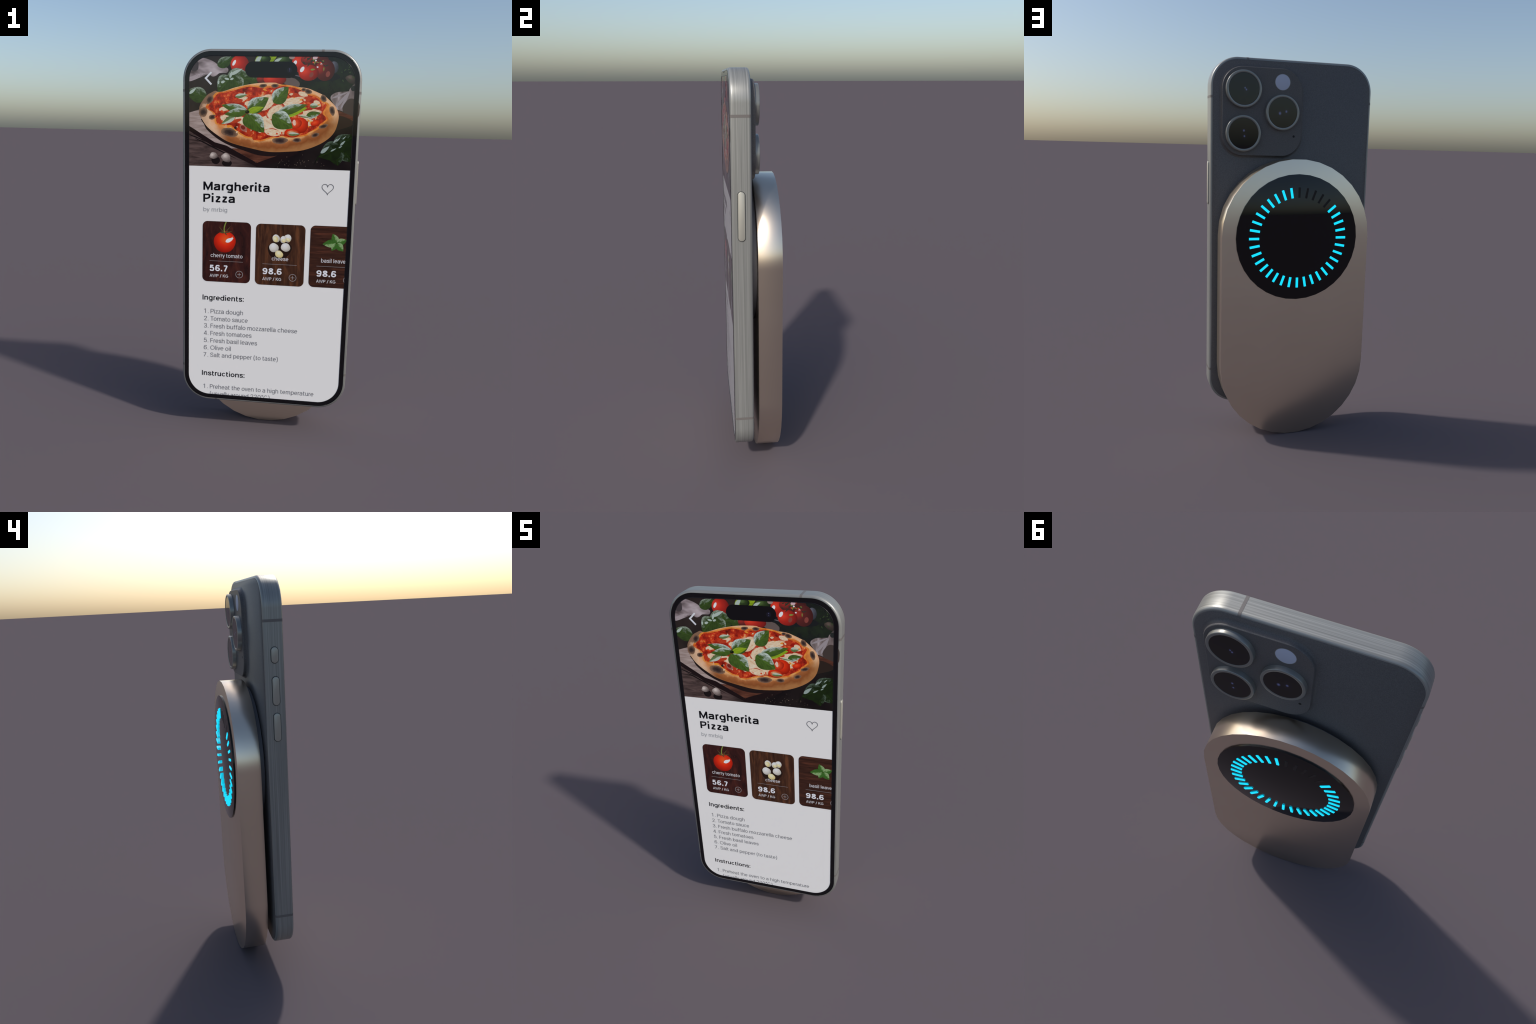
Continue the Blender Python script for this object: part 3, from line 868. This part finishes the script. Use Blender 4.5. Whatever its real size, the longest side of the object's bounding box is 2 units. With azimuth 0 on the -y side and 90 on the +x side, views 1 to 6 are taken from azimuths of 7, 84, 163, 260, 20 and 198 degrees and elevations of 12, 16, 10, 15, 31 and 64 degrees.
def stroke(name, pts, w, mat, layer, closed=False):
    """flat line of constant width through 2D points"""
    n = len(pts)
    L, R = [], []
    for i, p in enumerate(pts):
        a = Vector(pts[(i - 1) % n] if (closed or i) else pts[0])
        b = Vector(pts[(i + 1) % n] if (closed or i < n - 1) else pts[-1])
        c = Vector(p)
        d0 = (c - a).normalized() if (c - a).length > 1e-9 else (b - c).normalized()
        d1 = (b - c).normalized() if (b - c).length > 1e-9 else d0
        t = (d0 + d1).normalized()
        nrm = Vector((-t.y, t.x))
        k = max(0.35, nrm.dot(Vector((-d0.y, d0.x))))
        L.append(c + nrm * (w / 2 / k))
        R.append(c - nrm * (w / 2 / k))
    y = depth(layer)
    verts = [(p.x, y, p.y) for p in L] + [(p.x, y, p.y) for p in R]
    m = n if closed else n - 1
    faces = [(i, (i + 1) % n, n + (i + 1) % n, n + i) for i in range(m)]
    ob = new_object(name, verts, faces, mat, PH)
    if ob.data.polygons[0].normal.y > 0:
        ob.data.flip_normals()
    return ob


stroke("back_arrow", [(-0.2955, 1.8880), (-0.3245, 1.8588), (-0.2955, 1.8292)], 0.0088, CHV, 10.5)

# ------------------------------------------------------------------ text
def sm(pts, per=5):
    """open smooth curve through points"""
    out = []
    P = [Vector(p) for p in pts]
    for i in range(len(P) - 1):
        p0, p1, p2, p3 = P[max(i - 1, 0)], P[i], P[i + 1], P[min(i + 2, len(P) - 1)]
        for s in range(per):
            t = s / per
            q = 0.5 * ((2 * p1) + (p2 - p0) * t + (2 * p0 - 5 * p1 + 4 * p2 - p3) * t * t + (3 * p1 - p0 - 3 * p2 + p3) * t ** 3)
            out.append((q.x, q.y))
    out.append(tuple(P[-1]))
    return out


def arc(cx, cy, rx, ry, a0, a1, n=20):
    return [(cx + rx * math.cos(math.radians(a0 + (a1 - a0) * i / n)), cy + ry * math.sin(math.radians(a0 + (a1 - a0) * i / n))) for i in range(n + 1)]


def glyphs(w):
    """pen strokes of a plain grotesque alphabet; cap height 1, pen width w; (advance width, strokes)"""
    h = w / 2
    xh, T, X = 0.75, 1 - h, 0.75 - h
    ro = 0.375 - h

    def stem(x, y0=0.0, y1=1.03):
        return [(x, y0), (x, y1)]

    def bowl(cx):
        return arc(cx, 0.375, 0.25, ro, 0, 360, 32)

    def arch(x0, x1):
        c = (x0 + x1) / 2
        return sm([(x0, 0.46), (x0 + 0.05, 0.61), (c - 0.01, X), (x1 - 0.05, 0.66), (x1, 0.48), (x1, 0.24)]) + [(x1, 0.0)]

    def dot(x, y):
        return [(x, y), (x, y + w * 1.15)]
    g = {
        "a": (0.46, [sm([(0.02, 0.54), (0.08, 0.66), (0.23, X), (0.39, 0.66), (0.45, 0.52), (0.45, 0.30)]) + [(0.45, 0.0)],
                     sm([(0.45, 0.44), (0.24, 0.41), (0.06, 0.34), (0.0, 0.21), (0.06, 0.08), (0.19, h), (0.34, 0.10), (0.44, 0.22)])]),
        "b": (0.5, [stem(0), bowl(0.25)]), "d": (0.5, [stem(0.5), bowl(0.25)]),
        "p": (0.5, [stem(0, -0.27, 0.75), bowl(0.25)]),
        "c": (0.47, [arc(0.25, 0.375, 0.25, ro, 42, 318, 24)]),
        "e": (0.5, [[(0.0, 0.385), (0.5, 0.385)], arc(0.25, 0.375, 0.25, ro, 2, 318, 26)]),
        "f": (0.34, [sm([(0.34, T + 0.03), (0.2, T), (0.12, 0.84), (0.12, 0.6)]) + [(0.12, 0.0)], [(0, X), (0.32, X)]]),
        "g": (0.5, [bowl(0.25), [(0.5, 0.75)] + sm([(0.5, 0.3), (0.5, 0.0), (0.43, -0.20), (0.25, -0.27 + h), (0.06, -0.17)])]),
        "h": (0.44, [stem(0), arch(0, 0.44)]), "n": (0.44, [stem(0, 0, 0.75), arch(0, 0.44)]),
        "m": (0.78, [stem(0, 0, 0.75), arch(0, 0.39), arch(0.39, 0.78)]),
        "i": (0.0, [stem(0, 0, 0.75), dot(0, 0.90)]), "l": (0.0, [stem(0)]),
        "o": (0.5, [bowl(0.25)]),
        "r": (0.24, [stem(0, 0, 0.75), sm([(0, 0.46), (0.05, 0.62), (0.14, 0.70), (0.26, X)])]),
        "s": (0.42, [sm([(0.41, 0.55), (0.34, 0.68), (0.20, X), (0.05, 0.66), (0.03, 0.53), (0.10, 0.44), (0.30, 0.36), (0.41, 0.26), (0.40, 0.12), (0.24, h), (0.08, 0.09), (0.0, 0.22)])]),
        "t": (0.30, [[(0.11, 0.94)] + sm([(0.11, 0.5), (0.11, 0.22), (0.16, 0.07), (0.31, h)]), [(0, X), (0.30, X)]]),
        "u": (0.44, [[(0, 0.75)] + sm([(0, 0.5), (0, 0.27), (0.06, 0.09), (0.2, h), (0.37, 0.12), (0.44, 0.28)]), stem(0.44, 0, 0.75)]),
        "v": (0.46, [[(0, 0.75), (0.23, 0.02), (0.46, 0.75)]]),
        "y": (0.48, [[(0, 0.75), (0.245, 0.05)], [(0.48, 0.75), (0.22, -0.05)] + sm([(0.18, -0.15), (0.12, -0.24 + h * 0.5), (0.02, -0.27 + h)])[1:]]),
        "z": (0.42, [[(0.02, X), (0.42, X)], [(0.40, X), (0.02, h)], [(0.0, h), (0.44, h)]]),
        "A": (0.66, [[(0, 0), (0.33, 0.98), (0.66, 0)], [(0.11, 0.30), (0.55, 0.30)]]),
        "C": (0.70, [arc(0.37, 0.5, 0.37, 0.5 - h, 45, 315, 26)]),
        "F": (0.48, [stem(0, 0, 1), [(0, T), (0.48, T)], [(0, 0.5), (0.44, 0.5)]]),
        "G": (0.74, [arc(0.37, 0.5, 0.37, 0.5 - h, 45, 345, 26), [(0.40, 0.45), (0.76, 0.45)]]),
        "I": (0.0, [stem(0, 0, 1)]),
        "K": (0.58, [stem(0, 0, 1), [(0.55, 1.0), (0.02, 0.40)], [(0.18, 0.56), (0.60, 0.0)]]),
        "M": (0.74, [stem(0, 0, 1), stem(0.74, 0, 1), [(0.01, 0.97), (0.37, 0.12), (0.73, 0.97)]]),
        "O": (0.78, [arc(0.39, 0.5, 0.39, 0.5 - h, 0, 360, 36)]),
        "P": (0.52, [stem(0, 0, 1), [(0, T)] + sm([(0.26, T), (0.46, 0.90), (0.53, 0.72), (0.46, 0.53), (0.26, 0.44)]) + [(0, 0.44)]]),
        "S": (0.56, [sm([(0.54, 0.74), (0.46, 0.91), (0.28, T), (0.08, 0.89), (0.03, 0.73), (0.12, 0.60), (0.40, 0.47), (0.54, 0.34), (0.53, 0.16), (0.30, h), (0.08, 0.11), (0.0, 0.28)])]),
        "T": (0.62, [[(0, T), (0.62, T)], stem(0.31, 0, 1)]),
        "W": (1.0, [[(0, 1), (0.25, 0.02), (0.5, 0.97), (0.75, 0.02), (1.0, 1)]]),
        "0": (0.54, [arc(0.27, 0.5, 0.27, 0.5 - h, 0, 360, 36)]),
        "1": (0.24, [[(0, 0.80), (0.24, 0.97)], stem(0.24, 0, 1)]),
        "2": (0.5, [sm([(0.01, 0.72), (0.08, 0.90), (0.25, T), (0.44, 0.89), (0.47, 0.70), (0.36, 0.50), (0.02, h)]), [(0, h), (0.5, h)]]),
        "3": (0.5, [sm([(0.02, 0.76), (0.10, 0.92), (0.25, T), (0.43, 0.90), (0.45, 0.72), (0.36, 0.57), (0.18, 0.53)]), sm([(0.18, 0.53), (0.40, 0.48), (0.49, 0.29), (0.42, 0.10), (0.24, h), (0.07, 0.10), (0.0, 0.26)])]),
        "4": (0.58, [[(0.40, 0.98), (0.02, 0.26)], [(0, 0.24), (0.58, 0.24)], stem(0.43, 0, 1)]),
        "5": (0.5, [[(0.46, T), (0.07, T)], [(0.08, 1.0), (0.03, 0.46)], sm([(0.03, 0.49), (0.12, 0.60), (0.27, 0.63), (0.45, 0.52), (0.49, 0.32), (0.42, 0.11), (0.24, h), (0.07, 0.10), (0.0, 0.25)])]),
        "6": (0.52, [arc(0.26, 0.32, 0.26, 0.32 - h, 0, 360, 30), sm([(0.0, 0.32), (0.02, 0.62), (0.12, 0.88), (0.29, T), (0.44, 0.90), (0.50, 0.77)])]),
        "7": (0.5, [[(0, T), (0.5, T)], [(0.49, T), (0.14, 0.0)]]),
        "8": (0.52, [arc(0.26, 0.28, 0.26, 0.28 - h, 0, 360, 30), arc(0.26, 0.76, 0.22, 0.24 - h, 0, 360, 30)]),
        "9": (0.52, [arc(0.26, 0.68, 0.26, 0.32 - h, 0, 360, 30), sm([(0.52, 0.68), (0.50, 0.38), (0.40, 0.12), (0.23, h), (0.08, 0.10), (0.02, 0.23)])]),
        ".": (0.0, [dot(0, 0.0)]), ":": (0.0, [dot(0, 0.02), dot(0, 0.56)]),
        "(": (0.18, [sm([(0.18, 1.06), (0.04, 0.78), (0.0, 0.42), (0.05, 0.06), (0.18, -0.20)])]),
        ")": (0.18, [sm([(0.0, 1.06), (0.14, 0.78), (0.18, 0.42), (0.13, 0.06), (0.0, -0.20)])]),
        "/": (0.36, [[(0.0, -0.10), (0.36, 1.05)]]),
        "\u00b0": (0.24, [arc(0.12, 0.86, 0.12, 0.12, 0, 360, 24)]),
    }
    return g


def pen(pts, w):
    """two-sided ribbon along a polyline, mitred"""
    n = len(pts)
    closed = Vector((pts[0][0] - pts[-1][0], pts[0][1] - pts[-1][1])).length < 1e-6
    L, R = [], []
    for i in range(n):
        c = Vector(pts[i])
        a = Vector(pts[i - 1]) if i else (Vector(pts[-2]) if closed else None)
        b = Vector(pts[i + 1]) if i < n - 1 else (Vector(pts[1]) if closed else None)
        d0 = (c - a).normalized() if a is not None else (b - c).normalized()
        d1 = (b - c).normalized() if b is not None else d0
        t = d0 + d1
        t = t.normalized() if t.length > 1e-6 else d0
        m = Vector((-t.y, t.x))
        k = max(0.42, m.dot(Vector((-d0.y, d0.x))))
        L.append(c + m * (w / 2 / k))
        R.append(c - m * (w / 2 / k))
    return L, R


FONTS = {}
TRIM_RIGHT = {"r": 0.10, "t": 0.05, "f": 0.10, "c": 0.05, "e": 0.04, "o": 0.04, "b": 0.04, "p": 0.04, "s": 0.05, "z": 0.06, "v": 0.09, "y": 0.09,
              "T": 0.12, "P": 0.06, "F": 0.06, "O": 0.03, "S": 0.04, "A": 0.08, "K": 0.06, "W": 0.08, "/": 0.04, "7": 0.05}
TRIM_LEFT = {"a": 0.04, "c": 0.04, "d": 0.04, "e": 0.04, "g": 0.04, "o": 0.04, "s": 0.04, "t": 0.07, "f": 0.07, "v": 0.09, "y": 0.09, "z": 0.05,
             "A": 0.07, "T": 0.06, "O": 0.03, "C": 0.03, "G": 0.03, "S": 0.03, "W": 0.06, "1": 0.02}


def text(name, body, x0, x1, z, cap, mat, weight=0.12, layer=6, xmax=None):
    """lettering fitted between x0 and x1 on a base line"""
    if weight not in FONTS:
        FONTS[weight] = glyphs(weight)
    font, gap = FONTS[weight], 0.165 + weight * 0.90
    verts, faces, cur, y0 = [], [], 0.0, depth(layer)
    for gi, ch in enumerate(body):
        if ch == " ":
            cur += 0.30
            continue
        width, strokes = font[ch]
        cur -= TRIM_LEFT.get(ch, 0.0) if verts else 0.0
        for k, pts in enumerate(strokes):
            L, R = pen([(cur + px, py) for px, py in pts], weight)
            b, n = len(verts), len(L)
            verts += [(p.x, k, p.y, gi, cur) for p in L] + [(p.x, k, p.y, gi, cur) for p in R]
            faces += [(b + i, b + i + 1, b + n + i + 1, b + n + i) for i in range(n - 1)]
        cur += width + gap - TRIM_RIGHT.get(ch, 0.0)
    a, e = min(v[0] for v in verts), max(v[0] for v in verts)
    ink = sum(font[c][0] + weight for c in body if c != " ")
    air = max(1e-6, (e - a) - ink)
    kg = cap * min(1.24, max(0.92, (x1 - x0) / (e - a) / cap))      # scale of the letters themselves
    ka = ((x1 - x0) - ink * kg) / air                              # scale of the gaps
    out, ink_x, last = [], 0.0, None
    for x, k, yy, gi, start in verts:
        left = sum(font[c][0] + weight for c in body[:gi] if c != " ")
        out.append((x0 + left * kg + (start - weight / 2 - a - left) * ka + (x - start + weight / 2) * kg, y0 - 1.0e-6 * k, z + yy * cap))
    verts = out
    ob = new_object(name, verts, faces, mat, PH)
    me = ob.data
    bm = bmesh.new()
    bm.from_mesh(me)
    if xmax:
        bmesh.ops.bisect_plane(bm, geom=bm.verts[:] + bm.edges[:] + bm.faces[:], plane_co=(xmax, 0, 0), plane_no=(1, 0, 0), clear_outer=True)
    for fc in bm.faces:
        fc.normal_update()
        if fc.normal.y > 0:
            fc.normal_flip()
    bm.to_mesh(me)
    bm.free()
    return ob


INK = screen_plain("ink_black", 16, 17, 20)
INK_G = screen_plain("ink_grey", 104, 104, 108)
INK_L = screen_plain("ink_light_grey", 140, 141, 144)
PALE = screen_plain("card_lettering", 206, 206, 210)
PALE2 = screen_plain("card_lettering_soft", 188, 186, 188)
LINE = screen_plain("card_line", 134, 128, 128)
BOLD, SEMI, THIN = 0.180, 0.155, 0.108
text("title_lettering", "Margherita", -0.3325, 0.0092, 1.3068, 0.0425, INK, BOLD)
text("title_lettering", "Pizza", -0.3325, -0.1680, 1.2448, 0.0425, INK, BOLD)
text("author_lettering", "by mrbig", -0.3318, -0.2066, 1.1962, 0.0215, INK_L, THIN)
text("heading_lettering", "Ingredients:", -0.3330, -0.1114, 0.7228, 0.0280, INK, SEMI)
text("heading_lettering", "Instructions:", -0.3338, -0.0987, 0.2958, 0.0280, INK, SEMI)
ITEMS = (("Pizza dough", -0.1136), ("Tomato sauce", -0.0875), ("Fresh buffalo mozzarella cheese", 0.1771), ("Fresh tomatoes", -0.0651),
         ("Fresh basil leaves", -0.0342), ("Olive oil", -0.1762), ("Salt and pepper (to taste)", 0.0794))
for i, (s, x1) in enumerate(ITEMS):
    z = 0.6495 - 0.0410 * i
    text("list_number", "%d." % (i + 1), -0.3245 if i else -0.3233, -0.3000, z, 0.0242, INK_G, THIN)
    text("list_lettering", s, -0.2886, x1, z, 0.0242, INK_G, THIN)
text("list_number", "1.", -0.3247, -0.3005, 0.2206, 0.0242, INK_G, THIN)
text("list_lettering", "Preheat the oven to a high temperature", -0.2888, 0.2775, 0.2206, 0.0242, INK_G, THIN)
text("list_lettering", "(usually around 220\u00b0C)", -0.2886, 0.0414, 0.1796, 0.0242, INK_G, THIN)

# heart outline
hp = []
for i in range(60):
    t = 2 * math.pi * i / 60
    hp.append((0.3012 + 0.0291 * math.sin(t) ** 3 * 0.98, 1.3350 + 0.0291 * (13 * math.cos(t) - 5 * math.cos(2 * t) - 2 * math.cos(3 * t) - math.cos(4 * t)) / 16.5))
stroke("heart_icon", hp, 0.0034, INK_G, 6, True)

def spline_open(pts):
    return sm(pts, 6)


# ------------------------------------------------------------------ ingredient cards
def card_wood(name, c0, c1, c2, rot, stretch):
    return mottled(name, [(0.3, c0), (0.52, c1), (0.74, c2)], 9.0, stretch, rot, 6.0, 0.6, 0.8)


W1 = card_wood("dark_wood", scr(34, 20, 19), scr(52, 27, 24), scr(84, 42, 32), 0.0, (2.5, 1, 0.8))
W2 = card_wood("oiled_wood", scr(40, 25, 19), scr(64, 40, 28), scr(104, 64, 40), math.radians(12), (5.0, 1, 0.7))
W3 = card_wood("plank_wood", scr(36, 23, 18), scr(56, 34, 26), scr(92, 52, 38), 0.0, (0.6, 1, 7.0))
CZ0, CZ1 = 0.8248, 1.1462


def card(x0, x1, dz, mat, label, lx0, lx1, value, vx1, clip_right=None):
    o = outline_rect((x0 + x1) / 2, (CZ0 + CZ1) / 2 + dz, (x1 - x0) / 2, (CZ1 - CZ0) / 2, 0.026, 10)
    if clip_right:
        o = [(min(x, clip_right), z) for x, z in o]
    flat("ingredient_card", o, mat, PH, 6)
    xm = 0.4215 if clip_right else None
    text("card_lettering", label, lx0, lx1, 0.9565 + dz, 0.0205, PALE2, 0.13, 9, xm)
    a, b = x0 + 0.0375, min(x0 + 0.2155, 0.4215)
    stroke("card_line", [(a, 0.9366 + dz), (b, 0.9366 + dz)], 0.0016, LINE, 9)
    text("card_value", value, x0 + 0.0390, vx1, 0.8820 + dz, 0.0330, PALE, 0.20, 9)
    text("card_unit", "AWP / KG", x0 + 0.0390, x0 + 0.1388, 0.8496 + dz, 0.0160, PALE2, 0.15, 9)
    cx, cz = x0 + 0.1968, 0.8698 + dz
    if not clip_right:
        stroke("plus_icon", outline_ellipse(cx, cz, 0.0183, 0.0183, 40), 0.0026, LINE, 9, True)
        stroke("plus_icon", [(cx - 0.0095, cz), (cx + 0.0095, cz)], 0.0026, LINE, 9)
        stroke("plus_icon", [(cx, cz - 0.0095), (cx, cz + 0.0095)], 0.0026, LINE, 9.2)
    else:
        arc = [(cx + 0.0183 * math.cos(math.radians(a)), cz + 0.0183 * math.sin(math.radians(a))) for a in range(90, 275, 10)]
        stroke("plus_icon", [p for p in arc if p[0] < 0.4215], 0.0026, LINE, 9)


card(-0.3350, -0.0808, 0.0, W1, "cherry tomato", -0.2917, -0.1222, "56.7", -0.2000)
card(-0.0549, 0.1994, -0.0022, W2, "cheese", 0.0304, 0.1168, "98.6", 0.0845)
card(0.2250, 0.4790, 0.0, W3, "basil leaves", 0.2848, 0.4225, "98.6", 0.3649, 0.4225)
# cherry tomato
blob("cherry_tomato", -0.2177, 1.0400, 0.0580, 0.0560, 0, food("cherry_tomato_red", scr(110, 18, 10), scr(198, 40, 18), scr(226, 84, 34), 1.6, 0.05, 0.25, 1.35, 0.06), 7, 0.018, 2)
stroke("tomato_stem", spline_open([(-0.2185, 1.086), (-0.2215, 1.106), (-0.2185, 1.126), (-0.2105, 1.1455)]), 0.0058, STEMG, 8)
for a in ((-0.219, 1.086, -0.2500, 1.1200, 0.005), (-0.219, 1.084, -0.1870, 1.1248, 0.005), (-0.219, 1.088, -0.2468, 1.0900, 0.010), (-0.219, 1.086, -0.1765, 1.0990, 0.006), (-0.219, 1.088, -0.205, 1.075, 0.006)):
    leaf("calyx_leaf", *a, screen_plain("calyx_green", 74, 66, 40) if "calyx_green" not in bpy.data.materials else bpy.data.materials["calyx_green"], 8.4)
leaf("tomato_shine", -0.213, 1.040, -0.172, 1.062, 0.020, SHINE, 8, True)
leaf("tomato_shine", -0.190, 1.044, -0.174, 1.070, 0.014, screen_plain("tomato_warm_shine", 224, 150, 120), 7.8)
# mozzarella
blob("cheese_shadow", 0.070, 1.012, 0.062, 0.048, 0, screen_plain("cheese_shadow", 36, 24, 18), 6.5, 0.05, 2)
for k, a in enumerate(((0.0506, 1.0706, 0.0183, 0.0213, 20), (0.1096, 1.0734, 0.0193, 0.0203, -30), (0.0877, 1.0664, 0.0162, 0.0183, 0), (0.0402, 1.0216, 0.0244, 0.0239, 0),
                       (0.1004, 1.026, 0.0239, 0.0223, 0), (0.068, 0.9888, 0.0213, 0.0183, -20))):
    blob("mozzarella", *a, MOZZ if k in (0, 1, 2, 3, 4) else MOZZ_CUT, 7 + 0.3 * (k % 3), 0.03, 60 + k)
for a in ((0.0480, 1.0670, 0.0130, 0.0160, 25), (0.0900, 1.0600, 0.0110, 0.0090, -20), (0.1120, 1.0660, 0.0130, 0.0080, -35)):
    blob("mozzarella_cut", *a, MOZZ_CUT, 8, 0.04, 70)
# basil sprig
CB = leaf_material("card_basil", scr(30, 56, 22), scr(66, 112, 44), scr(146, 172, 122), 0.06, 0.60)
for k, a in enumerate(((0.3570, 1.0600, 0.2887, 1.0521, 0.040), (0.3590, 1.0620, 0.3380, 1.1076, 0.036), (0.3610, 1.0600, 0.4100, 1.0780, 0.036), (0.3580, 1.0580, 0.3360, 1.0206, 0.030),
                       (0.3600, 1.0580, 0.3940, 1.0200, 0.038))):
    leaf("basil_leaf", *a, CB, 7 + 0.2 * k, k in (1, 3))

# ================================================================== POWER BANK
NSEG = 17


def stadium(r):
    pts = []
    for i in range(NSEG + 1):
        a = math.pi * i / NSEG
        pts.append((BX + r * math.cos(a), BZ1 + r * math.sin(a)))
    for i in range(NSEG + 1):
        a = math.pi + math.pi * i / NSEG
        pts.append((BX + r * math.cos(a), BZ0 + r * math.sin(a)))
    return pts


def resample(poly, k):
    out = []
    for i, p in enumerate(poly):
        q = poly[(i + 1) % len(poly)]
        for s in range(k):
            t = s / k
            out.append((p[0] + (q[0] - p[0]) * t, p[1] + (q[1] - p[1]) * t))
    return out


def axis_offset(x, z):
    zc = min(max(z, BZ0), BZ1)
    return Vector((x - BX, z - zc))


def hole(r, n=36):
    return [(BX + r * math.cos(2 * math.pi * i / n), DZ + r * math.sin(2 * math.pi * i / n)) for i in range(n)]


def polygon_radius(ang, r, n=36):
    step = 2 * math.pi / n
    a = (ang % step) - step / 2
    return r * math.cos(step / 2) / math.cos(a)


outer = stadium(BR)
fine = []
for i, p in enumerate(outer):                       # split the long straight sides
    q = outer[(i + 1) % len(outer)]
    k = 14 if abs(q[1] - p[1]) > 0.4 else 2
    for s in range(k):
        fine.append((p[0] + (q[0] - p[0]) * s / k, p[1] + (q[1] - p[1]) * s / k))
inner = []
for x, z in fine:
    a = math.atan2(z - DZ, x - BX)
    inner.append((BX + polygon_radius(a, DR) * math.cos(a), DZ + polygon_radius(a, DR) * math.sin(a)))
# insert exact polygon corners is not needed: the ring is dense enough once refined
RECESS = 0.1130
DISP_Y = 0.1205
rings, kinds = [], []
ins = [(x - axis_offset(x, z).normalized().x * 0.012, z - axis_offset(x, z).normalized().y * 0.012) for x, z in fine]
rings.append([(x, BY0, z) for x, z in ins])
rings.append([(x, BY0, z) for x, z in fine])
rings.append([(x, BY0 + 0.004, z) for x, z in fine])
rings.append([(x, BY1 - 0.001, z) for x, z in fine])
NF = 10
for k in range(NF + 1):
    t = k / NF
    rings.append([(x + (u - x) * t, BY1, z + (w - z) * t) for (x, z), (u, w) in zip(fine, inner)])
rings.append([(x, RECESS - 0.002, z) for x, z in inner])
v, f = loft(rings, True, False)
housing = new_object("housing", v, f, M_BANK, BANK)
recalc(housing)
me = housing.data
me.polygons.foreach_set("use_smooth", [True] * len(me.polygons))
nf = len(fine)
normals = [None] * len(me.loops)
TILT = 0.17
for p in me.polygons:
    ks = [vi // nf for vi in p.vertices]
    for li in p.loop_indices:
        vi = me.loops[li].vertex_index
        k = vi // nf
        x, y, z = me.vertices[vi].co
        o = axis_offset(x, z)
        od = o.normalized() if o.length > 1e-6 else Vector((0, 1))
        if max(ks) <= 1:
            n = Vector((0, -1, 0))
        elif max(ks) <= 3 or (max(ks) == 4 and min(ks) == 3):
            n = Vector((od.x, 0.24 * (2 * (y - BY0) / (BY1 - BY0) - 1), od.y))
        elif min(ks) >= 4 and max(ks) <= 4 + NF:
            s = TILT * o.length / BR
            n = Vector((od.x * s, 1, od.y * s))
        else:
            d = Vector((x - BX, 0, z - DZ)).normalized()
            n = -d
        normals[li] = n.normalized()
me.normals_split_custom_set(normals)

# round display, slightly pillowed in its shading
drings = [[(x, BY1 - 0.004, z) for x, z in hole(DR)], [(x, DISP_Y - 0.0004, z) for x, z in hole(DR)]]
ND = 12
for k in range(ND + 1):
    r = (DR - 0.0004) * (1 - k / ND) + 1e-4
    drings.append([(x, DISP_Y, z) for x, z in hole(r)])
v, f = loft(drings, False, True)
display = new_object("display", v, f, M_DISPLAY, BANK)
recalc(display)
if sum(p.normal.y for p in display.data.polygons) < 0:
    display.data.flip_normals()
me = display.data
me.polygons.foreach_set("use_smooth", [True] * len(me.polygons))
nn = []
for p in me.polygons:
    for li in p.loop_indices:
        x, y, z = me.vertices[me.loops[li].vertex_index].co
        o = Vector((x - BX, 0, z - DZ))
        if min(me.vertices[vi].co.y for vi in p.vertices) < DISP_Y - 0.0006:
            nn.append(o.normalized())
        else:
            nn.append((Vector((0, 1, 0)) + o / 2.1).normalized())
me.normals_split_custom_set(nn)


def bar_mesh(name, y0, y1, mat):
    hw, l0, l1, c = 0.0060, 0.2105, 0.2635, 0.0008
    vs = []
    for y, d in ((y0, 0), (y1 - c, 0), (y1, c)):
        vs += [(-hw + d, y, l0 + d), (hw - d, y, l0 + d), (hw - d, y, l1 - d), (-hw + d, y, l1 - d)]
    fs = [(8, 9, 10, 11)]
    for k in (0, 4):
        for i in range(4):
            fs.append((k + i, k + (i + 1) % 4, k + 4 + (i + 1) % 4, k + 4 + i))
    m = bpy.data.meshes.new(name)
    m.from_pydata(vs, [], fs)
    bm = bmesh.new()
    bm.from_mesh(m)
    bmesh.ops.recalc_face_normals(bm, faces=bm.faces)
    bm.to_mesh(m)
    bm.free()
    if m.polygons[0].normal.y < 0:
        m.flip_normals()
    m.materials.append(mat)
    return m


LIT = bar_mesh("lit_indicator_bar", DISP_Y - 0.004, 0.1246, M_LIT)
UNLIT = bar_mesh("unlit_indicator_bar", DISP_Y - 0.004, 0.1218, M_UNLIT)
for i in range(36):
    lit = not (i <= 4)
    ob = bpy.data.objects.new("lit_indicator_bar" if lit else "unlit_indicator_bar", LIT if lit else UNLIT)
    ob.location = (BX - 0.0020, 0, DZ - 0.002)
    ob.rotation_euler = (0, -math.radians(10 * i), 0)      # towards -x
    bpy.context.scene.collection.objects.link(ob)
    attach(ob, display)

# charging pad between bank and phone
lathe("charging_pad", BX, DZ, [(0.355, -0.0292), (0.3625, -0.0280), (0.3650, -0.0255), (0.3650, -0.0050), (0.3630, -0.0030), (0.360, -0.0018)], M_PAD, BANK, 72, 40, close=True)
